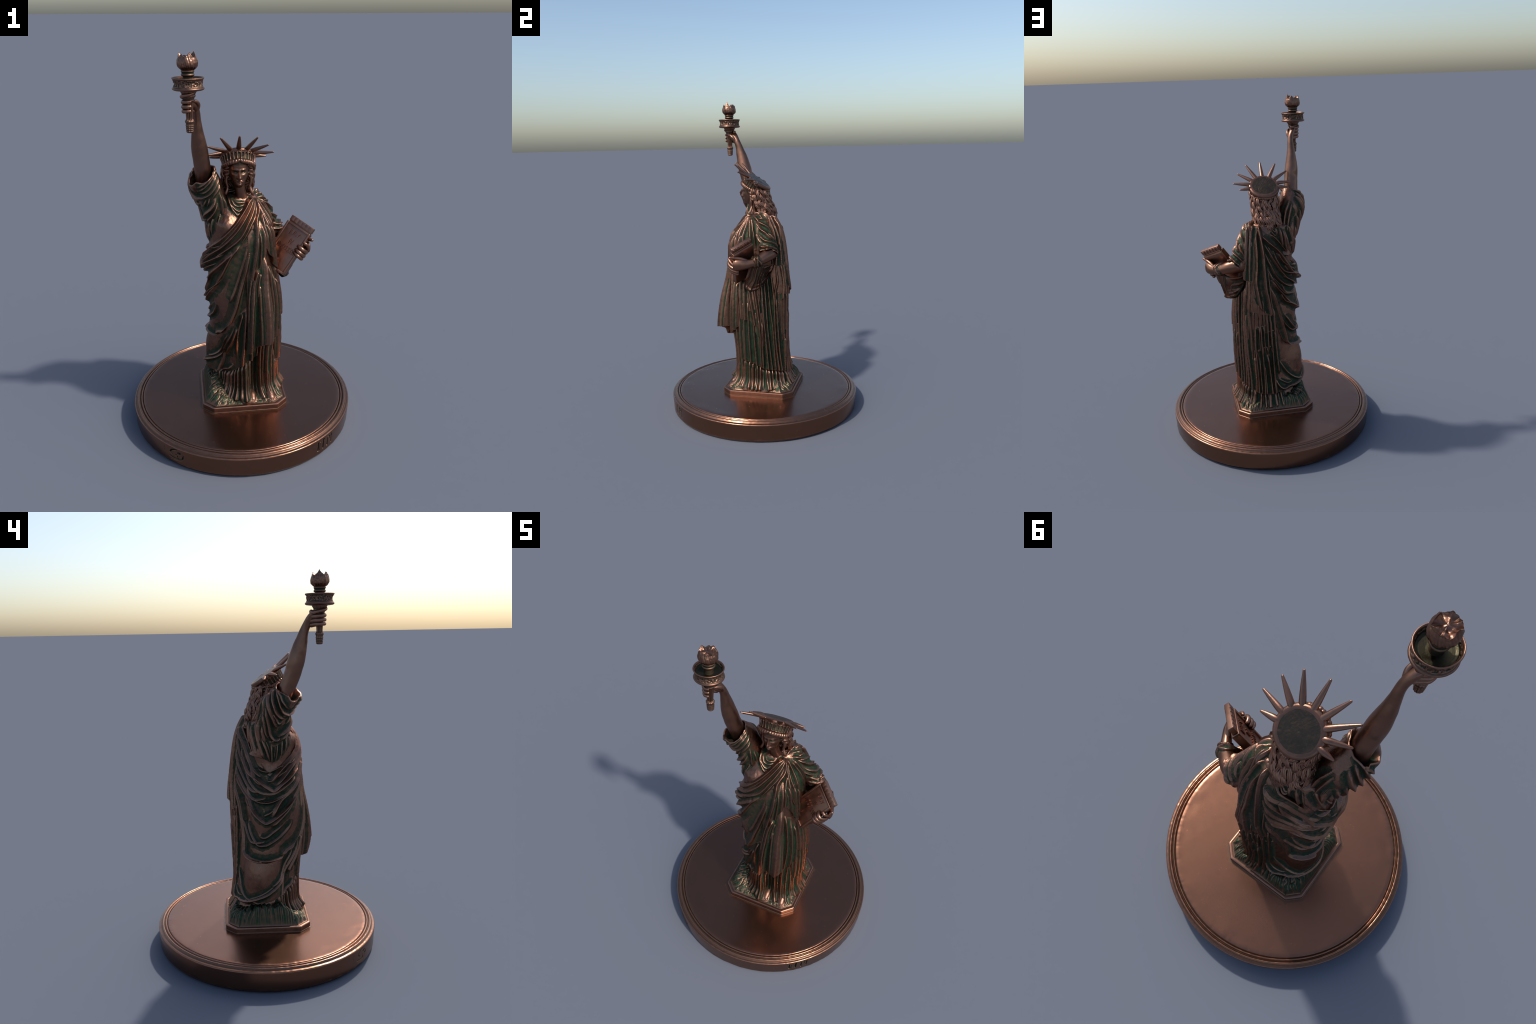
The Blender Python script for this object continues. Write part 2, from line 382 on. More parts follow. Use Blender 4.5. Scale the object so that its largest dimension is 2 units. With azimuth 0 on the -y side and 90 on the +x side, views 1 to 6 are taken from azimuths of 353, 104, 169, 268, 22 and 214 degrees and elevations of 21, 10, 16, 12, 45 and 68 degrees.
# ---- the gown under the mantle
GOWN_HEM = table([(-180, .252), (-168, .256), (-157, .262), (-140, .264), (-128, .272), (-112, .276), (-99, .285), (-83, .29), (-64, .30),
                  (-49, .308), (-32, .318), (-18, .342), (-6, .37), (10, .405), (21, .43), (25, .58), (30, .62), (53, .62), (56, .50), (59, .375), (62, .362),
                  (86, .342), (106, .303), (127, .288), (138, .28), (147, .265), (169, .25), (180, .252)])
GOWN_FOLDS = [
    ([(-2, 0.70), (-9, 0.596), (-12, 0.512), (-14, 0.40)], 8, 15),
    ([(-15, 0.62), (-27, 0.531), (-52, 0.415), (-85, 0.342), (-99, 0.316), (-127, 0.279), (-154, .272)], 8, 14, -.3),
    ([(-10, 0.622), (-21, 0.519), (-38, 0.404), (-38, 0.33)], 9, 15),
    ([(-31, 0.554), (-59, 0.42), (-85, 0.364)], 7, 10),
    ([(3, 0.72), (0, 0.513), (-3, 0.38)], 10, 15),
    ([(12, 0.72), (13, 0.55), (12, 0.41)], 8, 14), ([(22, 0.7), (22, 0.55), (21, 0.43)], 6, 10), ([(31, 0.7), (31, 0.55), (32, 0.43)], 8, 12),
    ([(-45, 0.50), (-50, 0.387), (-58, 0.31)], 12, 9), ([(-21, 0.477), (-22, 0.376), (-47, 0.32)], 9, 12),
    ([(-168, 0.454), (-154, 0.377), (-133, 0.31), (-110, 0.285)], 7, 10, .3),
    ([(178, 0.411), (-178, 0.333), (-167, 0.275), (-150, 0.275), (-115, 0.28)], 7, 11),
    ([(-174, 0.341), (-155, 0.3), (-139, 0.297)], 5, 7),
    ([(167, 0.5), (171, 0.372), (174, 0.262)], 8, 14), ([(153, 0.5), (154, 0.367), (156, 0.272)], 7, 12), ([(161, 0.45), (164, 0.27)], 6, 11),
    ([(146, 0.5), (147, 0.366), (147, .275)], 8, 13), ([(180, 0.46), (182, 0.27)], 5, 9),
    ([(40, .70), (42, .55), (42, .42)], 6, 10), ([(50, .7), (52, .55), (52, .40)], 7, 12), ([(59, .75), (61, .6), (62, .37)], 7, 13),
    ([(68, .75), (70, .55), (71, .36)], 7, 12), ([(77, .75), (79, .55), (81, .35)], 6, 12), ([(86, .75), (88, .55), (91, .345)], 7, 12),
    ([(94, .85), (98, .71), (101, .56), (103, .32)], 6, 12), ([(102, .9), (105, .7), (107, .56), (112, .305)], 6, 12),
    ([(108, .93), (111, .72), (113, .55), (119, .305)], 5, 11), ([(114, .93), (118, 0.701), (122, 0.557), (126, .30)], 6, 12),
    ([(121, .93), (125, 0.754), (126, .56), (132, .29)], 7, 13), ([(128, .8), (131, .56), (138, .285)], 6, 12), ([(98, .6), (99, .35)], 4, 8),
    ([(150, .7), (149, .5), (151, .27)], 6, 13), ([(158, .72), (159, .5), (161, .26)], 6, 13), ([(176, .74), (178, .5), (180, .26)], 6, 13), ([(184, .74), (187, .5), (190, .36)], 6, 12), ([(170, .74), (170, .5)], 5, 12),
]

# ---- the bodice: right chest, side and back above the mantle
BODICE_FOLDS = [
    ([(-80, 1.285), (-62, 1.26), (-45, 1.235), (-42, 1.17), (-44, 1.10)], 6, 9), ([(-67, 1.288), (-45, 1.228), (-40, 1.20)], 5, 8),
    ([(-60, 1.297), (-47, 1.275), (-36, 1.23)], 5, 8), ([(-70, 1.307), (-40, 1.285), (-24, 1.25), (-12, 1.205)], 6, 10),
    ([(-40, 1.294), (-22, 1.268), (-9, 1.235)], 5, 8),
    ([(-31, 1.294), (-10, 1.268), (6, 1.266), (22, 1.271)], 5, 8), ([(-37, 1.29), (-14, 1.255), (2, 1.252), (17, 1.263)], 4, 7),
    ([(-37, 1.285), (-15, 1.239), (-4, 1.23), (6, 1.246)], 4, 7), ([(-30, 1.262), (-13, 1.222), (-7, 1.215), (0, 1.235)], 4, 6),
    ([(-62, 1.272), (-58, 1.234), (-88, 1.184), (-92, 1.165)], 8, 14), ([(-56, 1.272), (-54, 1.237), (-63, 1.192), (-83, 1.150)], 7, 12),
    ([(-52, 1.24), (-54, 1.17), (-56, 1.09)], 6, 9), ([(-62, 1.18), (-64, 1.06)], 6, 9), ([(-70, 1.15), (-73, 1.04)], 5, 9),
    ([(-81, 1.15), (-79, 1.03)], 7, 10), ([(-127, 1.272), (-123, 1.183), (-106, 1.07)], 12, 14), ([(-113, 1.274), (-105, 1.162), (-94, 1.06)], 10, 14),
    ([(-100, 1.19), (-88, 1.097), (-82, 1.04)], 8, 12), ([(-130, 1.26), (-126, 1.17), (-118, 1.08)], 8, 12),
    ([(-140, 1.27), (-137, 1.20), (-132, 1.12)], 9, 13), ([(-152, 1.27), (-150, 1.2)], 8, 11), ([(-168, 1.272), (-158, 1.235), (-148, 1.25)], 5, 9),
    ([(-172, 1.26), (-160, 1.215), (-148, 1.225)], 5, 9),
]

RIGHT_SLEEVE_FOLDS = [
    ([(178, 0.97), (-146, 0.875), (-116, 0.79), (-92, 0.7), (-72, 0.65), (-53, 0.65)], 9, 15, .4),
    ([(176, 0.9), (-154, 0.82), (-125, 0.725), (-103, 0.61), (-87, 0.5), (-75, 0.485)], 10, 16, .3),
    ([(172, 1.0), (-156, 0.975), (-123, 0.91), (-91, 0.805), (-76, 0.75), (-21, 0.675)], 8, 15, .4),
    ([(150, 1.0), (-127, 0.955), (-99, 0.895), (-72, 0.835), (-60, .84)], 7, 12, .3),
    ([(-116, 0.725), (-96, 0.645), (-80, 0.555), (-57, 0.595)], 7, 12, .3),
    ([(-142, 0.735), (-111, 0.48), (-101, 0.365), (-88, 0.3), (-75, 0.295), (-56, 0.325)], 8, 15, .3),
    ([(-152, 0.625), (-131, 0.5), (-115, 0.355), (-104, 0.27)], 8, 13), ([(-164, 0.58), (-160, 0.435), (-148, 0.265), (-137, 0.105)], 13, 15),
    ([(-141, 0.48), (-129, 0.335), (-114, 0.19)], 10, 13), ([(170, .75), (175, .5), (-178, .3)], 8, 12), ([(158, .85), (155, .6), (165, .35)], 8, 12),
    ([(110, .99), (50, .98), (5, .96), (-28, 0.93), (-51, 0.89)], 7, 12), ([(100, 0.93), (50, 0.95), (1, 0.91), (-24, 0.87), (-50, 0.82)], 6, 11),
    ([(80, 0.9), (30, 0.89), (6, 0.84), (-14, 0.81), (-45, 0.775)], 7, 12), ([(73, 0.84), (35, 0.82), (9, 0.77), (-16, 0.735), (-52, 0.715), (-81, 0.67)], 7, 13),
    ([(60, 0.78), (16, 0.71), (-5, 0.63)], 7, 11), ([(19, 0.655), (-11, 0.53), (-42, 0.44), (-77, 0.31)], 9, 16), ([(21, 0.6), (-2, 0.48), (-31, 0.37), (-63, 0.26)], 8, 14),
    ([(-21, 0.68), (-47, 0.52)], 5, 8), ([(-7, 0.68), (-28, 0.535)], 5, 8), ([(40, .7), (30, .5), (20, .3)], 7, 11), ([(52, .62), (45, .4), (38, .2)], 6, 10),
]
LEFT_SLEEVE_FOLDS = [
    ([(-37, 0.075), (-62, 0.285), (-76, 0.42), (-98, 0.53), (-117, 0.66), (-141, 0.715)], 8, 13, .3),
    ([(-43, 0.12), (-80, 0.26), (-107, 0.355), (-128, 0.445), (-146, 0.54)], 7, 12, .3), ([(-54, 0.08), (-94, 0.175), (-125, 0.2)], 6, 9),
    ([(-46, 0.21), (-45, 0.4), (-60, 0.545), (-84, 0.725), (-111, 0.785), (-147, 0.82), (176, 0.865)], 7, 12, .3),
    ([(-41, 0.205), (-27, 0.38), (-41, 0.58), (-57, 0.775)], 7, 10), ([(-105, 0.49), (-123, 0.58), (-143, 0.675), (-177, 0.75)], 7, 12),
    ([(-30, .7), (-60, .87), (-100, .90), (-140, .92), (170, .95)], 7, 13), ([(-10, .8), (-50, .96), (-100, .98), (-150, .99), (160, .99)], 7, 13),
    ([(-10, .25), (0, .45), (-10, .7)], 6, 9), ([(20, .3), (25, .5), (15, .8)], 6, 9),
]


def tube_cloth(surface, t0, t1, folds, nu=300, nv=190, seed=1, ends=(0, 0), crinkle=0.4, swell=None):
    """A folded sleeve: the tube between t0 and t1; a positive end value rolls that cuff inwards."""
    A = np.linspace(-180, 180, nu, endpoint=False)
    T = np.linspace(t0, t1, nv)
    ragged = 1 + .05 * ends[1] / .05 * noise(np.stack([np.sin(np.radians(A)), np.cos(np.radians(A)), 0 * A], -1), 2.2, seed) if ends[1] else 1 + 0 * A
    P = surface(A[:, None], np.minimum(T[None] * (1 - .04 * (ends[1] > 0) + 0 * A[:, None]) * ragged[:, None], 1.0))
    N = grid_normals(P, True)
    mid = P.mean(0, keepdims=True)
    N = N * np.sign((N * (P - mid)).sum())
    flip = np.sign((np.cross(np.roll(P, -1, 0) - P, np.gradient(P, axis=1)) * (P - mid)).sum())
    H, recess = fold_field(P, N, [(c, w, h, s[0] * flip if s else 0) for c, w, h, *s in folds], surface, 0, seed)
    H = H + crinkle * MM * (noise(P, 90, seed) + .6 * noise(P, 200, seed + 5))
    if ends[1]:
        H = H + smooth(T, .80, 1.0)[None] * .007 * noise(np.stack([np.sin(np.radians(A)), np.cos(np.radians(A)), 0 * A], -1), 3.4, seed + 2)[:, None]
    if swell is not None:
        H = H + swell(A[:, None], T[None])
    P = P + N * H[..., None]
    if ends[1]:
        c = P[:, -1].mean(0)
        inner = [c + (P[:, -1] - c) * k - unit(P[:, -1].mean(0) - P[:, -8].mean(0)) * ends[1] * d for k, d in ((.95, -.08), (.89, 0.05), (.80, .5), (.62, 1.1))]
        P = np.concatenate([P, np.stack(inner, 1)], 1)
        recess = np.concatenate([recess, np.ones((nu, 4)) * np.array([0, .3, 1, 1])], 1)
    return P, recess, flip


# =================================================================== Blender side
import bpy
import bmesh
from mathutils import Matrix, Vector

RNG = np.random.default_rng(11)


# ------------------------------------------------------------------ materials
def bronze(name, patina=0.0, seed=0.0, copper=(0.230, 0.124, 0.086), rough=0.30, crease=1.0, grain=1.0, green=(0.010, 0.036, 0.016), wear=1.0, mottle=1.0, halo=False):
    """Copper-bronze metal; green patina, darkened to paint in crease shade, sits in hollows (low pointiness) and, with `patina`, everywhere in blotches."""
    m = bpy.data.materials.new(name)
    m.use_nodes = True
    nt = m.node_tree
    nt.nodes.clear()
    N, L = nt.nodes.new, nt.links.new

    def node(kind, **values):
        n = N(kind)
        for k, v in values.items():
            if isinstance(k, str) and k in n.inputs.keys():
                n.inputs[k].default_value = v
            else:
                setattr(n, k, v)
        return n

    def math(op, a, b=None, c=None, clamp=False):
        n = N("ShaderNodeMath")
        n.operation, n.use_clamp = op, clamp
        for i, v in enumerate((a, b, c)):
            if v is None:
                continue
            if isinstance(v, (int, float)):
                n.inputs[i].default_value = v
            else:
                L(v, n.inputs[i])
        return n.outputs[0]

    def mix(fac, a, b):
        n = N("ShaderNodeMix")
        n.data_type = "RGBA"
        for sock, v in ((n.inputs[0], fac), (n.inputs[6], a), (n.inputs[7], b)):
            if isinstance(v, tuple):
                sock.default_value = (*v, 1)
            elif isinstance(v, (int, float)):
                sock.default_value = v
            else:
                L(v, sock)
        return n.outputs[2]

    coord = N("ShaderNodeTexCoord").outputs["Object"]
    shift = N("ShaderNodeMapping")
    shift.inputs["Location"].default_value = (seed, seed * 1.7, seed * 0.6)
    L(coord, shift.inputs[0])

    def noise_tex(scale, detail=3.0, roughness=0.55):
        n = N("ShaderNodeTexNoise")
        n.inputs["Scale"].default_value, n.inputs["Detail"].default_value = scale, detail
        n.inputs["Roughness"].default_value = roughness
        L(shift.outputs[0], n.inputs["Vector"])
        return n.outputs["Fac"]

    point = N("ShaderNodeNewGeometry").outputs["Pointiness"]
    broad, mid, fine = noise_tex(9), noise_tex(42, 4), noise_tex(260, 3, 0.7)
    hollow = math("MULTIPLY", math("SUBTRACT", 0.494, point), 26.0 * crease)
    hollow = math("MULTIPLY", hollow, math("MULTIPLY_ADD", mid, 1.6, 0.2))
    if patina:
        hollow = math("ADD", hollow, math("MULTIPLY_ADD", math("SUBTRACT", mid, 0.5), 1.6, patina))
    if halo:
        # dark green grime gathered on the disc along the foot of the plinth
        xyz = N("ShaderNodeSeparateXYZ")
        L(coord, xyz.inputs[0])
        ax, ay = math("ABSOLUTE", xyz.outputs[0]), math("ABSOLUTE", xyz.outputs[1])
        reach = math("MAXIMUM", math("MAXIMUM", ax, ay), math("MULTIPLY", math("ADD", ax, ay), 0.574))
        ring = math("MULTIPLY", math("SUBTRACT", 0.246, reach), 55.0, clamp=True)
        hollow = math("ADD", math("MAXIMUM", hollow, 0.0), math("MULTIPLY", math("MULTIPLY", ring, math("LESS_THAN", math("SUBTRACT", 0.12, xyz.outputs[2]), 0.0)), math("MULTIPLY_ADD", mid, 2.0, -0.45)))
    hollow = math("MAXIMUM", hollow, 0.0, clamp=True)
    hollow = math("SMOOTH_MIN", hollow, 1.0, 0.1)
    edge = math("MULTIPLY", math("SUBTRACT", point, 0.507), 16.0 * wear, clamp=True)
    edge = math("MULTIPLY", edge, math("ADD", math("MULTIPLY", mid, 0.8), 0.25), clamp=True)
    dark = tuple(c * 0.72 for c in copper)
    warm = (copper[0] * 1.12, copper[1] * 0.96, copper[2] * 0.90)
    metal = mix(math("MULTIPLY_ADD", broad, 2.2 * mottle, 1 - 1.6 * mottle, clamp=True), dark, copper)
    metal = mix(math("MULTIPLY", math("MULTIPLY_ADD", mid, 2.4, -1.0, clamp=True), mottle), metal, warm)
    metal = mix(math("MULTIPLY", edge, 0.75), metal, tuple(min(1, c * 1.75) for c in copper))
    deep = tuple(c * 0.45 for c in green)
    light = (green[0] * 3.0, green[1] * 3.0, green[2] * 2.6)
    shaded_verd = mix(math("MULTIPLY_ADD", mid, 3.0, -1.1, clamp=True), deep, mix(math("MULTIPLY_ADD", fine, 4.0, -2.1, clamp=True), green, light))  # patina green taken darker so the colour also carries shade of the hollows
    colour = mix(hollow, metal, shaded_verd)
    bsdf = N("ShaderNodeBsdfPrincipled")
    L(colour, bsdf.inputs["Base Color"])
    bsdf.inputs["Specular Tint"].default_value = (1, 1, 1, 1) if halo else (0.80, 0.73, 0.70, 1)
    L(math("MULTIPLY_ADD", hollow, -0.50, 0.96), bsdf.inputs["Metallic"])
    r = math("MULTIPLY_ADD", math("SUBTRACT", mid, 0.5), 0.22 * mottle, rough)
    r = math("ADD", r, math("MULTIPLY", hollow, 0.20))
    L(math("ADD", r, math("MULTIPLY", math("SUBTRACT", fine, 0.5), 0.10 * mottle)), bsdf.inputs["Roughness"])
    b = N("ShaderNodeBump")
    b.inputs["Strength"].default_value, b.inputs["Distance"].default_value = 0.5 * grain, 0.0018
    L(math("ADD", math("MULTIPLY", mid, 0.8), math("MULTIPLY", fine, 0.5)), b.inputs["Height"])
    L(b.outputs[0], bsdf.inputs["Normal"])
    out = N("ShaderNodeOutputMaterial")
    L(bsdf.outputs[0], out.inputs[0])
    return m


CLOTH = bronze("folded_bronze", crease=1.0, seed=1.0, grain=1.7)
RECESS = bronze("shaded_patina_bronze", patina=0.92, crease=1.2, seed=2.0, rough=0.44)  # fold valleys: real green patina plus their shade painted into it
SMOOTH = bronze("smooth_bronze", crease=0.7, seed=3.0, rough=0.34, grain=0.7)
RELIEF = bronze("relief_bronze", patina=0.34, crease=1.4, seed=4.0, rough=0.4, green=(0.024, 0.040, 0.024))
GRASS = bronze("mossy_bronze", patina=0.85, crease=1.5, seed=5.0, rough=0.42, green=(0.012, 0.055, 0.026))
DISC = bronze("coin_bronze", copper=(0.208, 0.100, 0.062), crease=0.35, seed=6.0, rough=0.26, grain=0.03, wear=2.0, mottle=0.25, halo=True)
DARKTOP = bronze("dull_bronze", copper=(0.095, 0.072, 0.050), crease=0.6, seed=7.0, rough=0.36, grain=1.6)
PIT = bronze("dark_bronze", copper=(0.060, 0.050, 0.030), patina=0.25, crease=1.0, seed=8.0, rough=0.36)


# ------------------------------------------------------------------ meshes and the object tree
ROOT = bpy.data.objects.new("robed_statuette", None)
bpy.context.scene.collection.objects.link(ROOT)
ROOT["label"] = "bronze robed woman raising torch, rayed crown, round base"
ROOT["category"] = "statue"


def link(obj, parent=None):
    bpy.context.scene.collection.objects.link(obj)
    obj.parent = parent or ROOT
    return obj


def make(name, verts, faces, mats, parent=None, index=None, smooth_shade=True, stuff=False):
    me = bpy.data.meshes.new(name)
    verts = np.asarray(verts, np.float32).reshape(-1, 3)
    quads = isinstance(faces, np.ndarray)
    if quads:
        me.vertices.add(len(verts))
        me.vertices.foreach_set("co", verts.ravel())
        n, k = faces.shape
        me.loops.add(n * k)
        me.loops.foreach_set("vertex_index", faces.ravel().astype(np.int32))
        me.polygons.add(n)
        me.polygons.foreach_set("loop_start", np.arange(n, dtype=np.int32) * k)
        me.update(calc_edges=True)
    else:
        me.from_pydata(verts.tolist(), [], faces)
    for m in (mats if isinstance(mats, (list, tuple)) else [mats]):
        me.materials.append(m)
    if index is not None:
        me.polygons.foreach_set("material_index", np.asarray(index, np.int32))
    me.polygons.foreach_set("use_smooth", [smooth_shade] * len(me.polygons))
    me.validate()
    me.update()
    o = link(bpy.data.objects.new(name, me), parent)
    if stuff:
        o["kind"] = "stuff"
    return o


def grid_faces(nu, nv, closed_u, flip=False):
    iu = np.arange(nu if closed_u else nu - 1)
    u, v = np.meshgrid(iu, np.arange(nv - 1), indexing="ij")
    u1 = (u + 1) % nu
    f = np.stack([u * nv + v, u1 * nv + v, u1 * nv + v + 1, u * nv + v + 1], -1).reshape(-1, 4)
    return f[:, ::-1].copy() if flip else f


def grid(name, P, mats, closed_u=False, flip=False, recess=None, parent=None, threshold=0.30, stuff=False):
    nu, nv = P.shape[:2]
    f = grid_faces(nu, nv, closed_u, flip)
    index = None
    if recess is not None:
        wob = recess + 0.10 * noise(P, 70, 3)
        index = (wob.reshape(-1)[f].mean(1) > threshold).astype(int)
    return make(name, P, f, mats, parent, index, stuff=stuff)


def capped(P, closed_poles=True):
    """Grid closed in u with both ends closed to a point: vertices and faces."""
    nu, nv = P.shape[:2]
    v = np.concatenate([P.reshape(-1, 3), P[:, 0].mean(0)[None], P[:, -1].mean(0)[None]])
    f = grid_faces(nu, nv, True).tolist()
    a, b = nu * nv, nu * nv + 1
    for i in range(nu):
        j = (i + 1) % nu
        f.append([a, j * nv, i * nv])
        f.append([b, i * nv + nv - 1, j * nv + nv - 1])
    return v, f


def rope(points, radii, around=12, along=None, flat=1.0, up=(0, 0, 1)):
    """Tapering tube with round ends along a spline; flat < 1 squashes it along `up`."""
    pts = np.array(points, float)
    along = along or max(6, 6 * len(pts))
    c = spline(pts, along)
    d = np.r_[0, np.cumsum(np.linalg.norm(np.diff(pts, axis=0), axis=1))]
    r = spline_at(d / d[-1], np.array(radii, float), np.linspace(0, 1, along))
    t = unit(np.gradient(c, axis=0))
    side = unit(np.cross(t, np.array(up, float) + 1e-4))
    nrm = np.cross(side, t)
    lead = np.array([0.98, 0.8, 0.45])
    ext = np.sqrt(1 - lead**2)
    cc = np.concatenate([c[:1] - t[:1] * (r[0] * lead)[:, None], c, c[-1:] + t[-1:] * (r[-1] * lead[::-1])[:, None]])
    rr = np.r_[r[0] * ext, r, r[-1] * ext[::-1]]
    side = np.concatenate([side[:1]] * 3 + [side] + [side[-1:]] * 3)
    nrm = np.concatenate([nrm[:1]] * 3 + [nrm] + [nrm[-1:]] * 3)
    a = np.linspace(0, 2 * np.pi, around, endpoint=False)
    return cc[None] + (np.cos(a)[:, None, None] * side[None] + flat * np.sin(a)[:, None, None] * nrm[None]) * rr[None, :, None]


def rope_object(name, points, radii, mat, parent=None, **k):
    v, f = capped(rope(points, radii, **k))
    o = make(name, v, f, mat, parent)
    fix_normals(o)
    return o


def fix_normals(o):
    bm = bmesh.new()
    bm.from_mesh(o.data)
    bmesh.ops.recalc_face_normals(bm, faces=bm.faces)
    bm.to_mesh(o.data)
    bm.free()


def joined(name, parts, mat, parent=None, stuff=False, recalc=True):
    vs, fs, n = [], [], 0
    for v, f in parts:
        vs.append(np.asarray(v).reshape(-1, 3))
        fs += [[i + n for i in q] for q in (f.tolist() if isinstance(f, np.ndarray) else f)]
        n += len(vs[-1])
    o = make(name, np.concatenate(vs), fs, mat, parent, stuff=stuff)
    if recalc:
        fix_normals(o)
    return o


def lathe(profile, around, centre=(0, 0, 0), axes=None, wobble=None):
    """Surface of revolution about local z; axes = (x, y, z) unit vectors of the local frame."""
    p = np.array(profile, float)
    a = np.linspace(0, 2 * np.pi, around, endpoint=False)
    X, Y, Z = axes if axes is not None else np.eye(3)
    r = np.broadcast_to(p[None, :, 0], (around, len(p))).copy()
    z = np.broadcast_to(p[None, :, 1], (around, len(p))).copy()
    if wobble is not None:
        dr, dz = wobble(a[:, None], r, z)
        r, z = r + dr, z + dz
    return (np.array(centre, float) + (r * np.sin(a)[:, None])[..., None] * X - (r * np.cos(a)[:, None])[..., None] * Y + z[..., None] * Z)


def refine(profile, step):
    p = np.array(profile, float)
    out = [p[:1]]
    for a, b in zip(p[:-1], p[1:]):
        n = max(1, int(np.ceil(np.linalg.norm(b - a) / step)))
        out.append(a + (b - a) * (np.arange(1, n + 1) / n)[:, None])
    return np.concatenate(out)


def box(size, bevel=0.002):
    """Bevelled box about the origin as (verts, faces)."""
    bm = bmesh.new()
    bmesh.ops.create_cube(bm, size=1)
    bmesh.ops.scale(bm, vec=size, verts=bm.verts)
    bmesh.ops.bevel(bm, geom=bm.edges[:], offset=bevel, segments=2, affect="EDGES", profile=0.6)
    bm.verts.ensure_lookup_table()
    v = np.array([x.co[:] for x in bm.verts])
    f = [[x.index for x in q.verts] for q in bm.faces]
    bm.free()
    return v, f


def place(v, origin, X, Y, Z):
    return np.asarray(origin) + v[:, :1] * X + v[:, 1:2] * Y + v[:, 2:3] * Z


def split_by(name_a, name_b, P, mask, mat, parent=None):
    """One smooth closed tube divided into two objects that share border vertices and normals."""
    v, f = capped(P)
    whole = make("whole", v, f, mat)
    fix_normals(whole)
    nrm = np.array([x.vector[:] for x in whole.data.vertex_normals])
    faces = [list(q.vertices) for q in whole.data.polygons]
    inside = np.array([mask(v[q].mean(0)) for q in faces])
    result = []
    for nm, want in ((name_a, True), (name_b, False)):
        fs = [q for q, i in zip(faces, inside) if i == want]
        used = sorted({i for q in fs for i in q})
        back = {o: n for n, o in enumerate(used)}
        o = make(nm, v[used], [[back[i] for i in q] for q in fs], mat, parent)
        o.data.normals_split_custom_set_from_vertices([nrm[i].tolist() for i in used])
        result.append(o)
    bpy.data.meshes.remove(whole.data)
    return result


# =================================================================== the round base
def segment_distance(x, y, pts):
    best = np.full(np.broadcast(x, y).shape, 9.0)
    for (ax, ay), (bx, by) in zip(pts[:-1], pts[1:]):
        dx, dy = bx - ax, by - ay
        t = np.clip(((x - ax) * dx + (y - ay) * dy) / (dx * dx + dy * dy + 1e-12), 0, 1)
        best = np.minimum(best, np.hypot(x - ax - t * dx, y - ay - t * dy))
    return best


# incised strokes on the edge: (angle, height) points, half width in mm, depth in mm
INCISED = [
    ([(34.35, .040), (34.35, .092)], 4.0, 6), ([(35.4, .040), (35.4, .086), (36.0, .090)], 2.2, 3), ([(34.35, .040), (35.4, .038)], 2.5, 4),
    ([(38.0, .040), (38.1, .096)], 5.0, 7), ([(38.1, .094), (39.0, .086)], 2.2, 3),
    ([(41.2, .040), (41.3, .088)], 4.0, 6), ([(41.3, .090), (43.0, .090), (43.0, .072)], 3.2, 5), ([(44.4, .042), (44.5, .095)], 3.6, 5),
    # round sign with a bent-over shape inside
    ([(-42.8, .074), (-41.6, .088), (-40.0, .097), (-38.6, .100)], 4.2, 5), ([(-42.0, .071), (-41.3, .066)], 3.0, 4),
    ([(-38.2, .080), (-37.2, .086), (-36.4, .084), (-37.4, .078)], 3.6, 5), ([(-39.4, .064), (-38.6, .068)], 3.0, 3),
    ([(-43.2, .047), (-41.0, .0435), (-39.2, .0435), (-37.6, .044), (-35.7, .050), (-34.9, .062), (-34.9, .076)], 2.8, 4),
    ([(-38.2, .063), (-38.4, .052), (-37.4, .046)], 2.0, 3), ([(-36.2, .070), (-35.4, .066), (-35.6, .055)], 2.0, 3),
    ([(-46.4, .094), (-46.8, .078), (-46.7, .062)], 1.6, 2), ([(-42.6, .032), (-39.0, .034), (-35.8, .0415)], 1.8, 2),
]


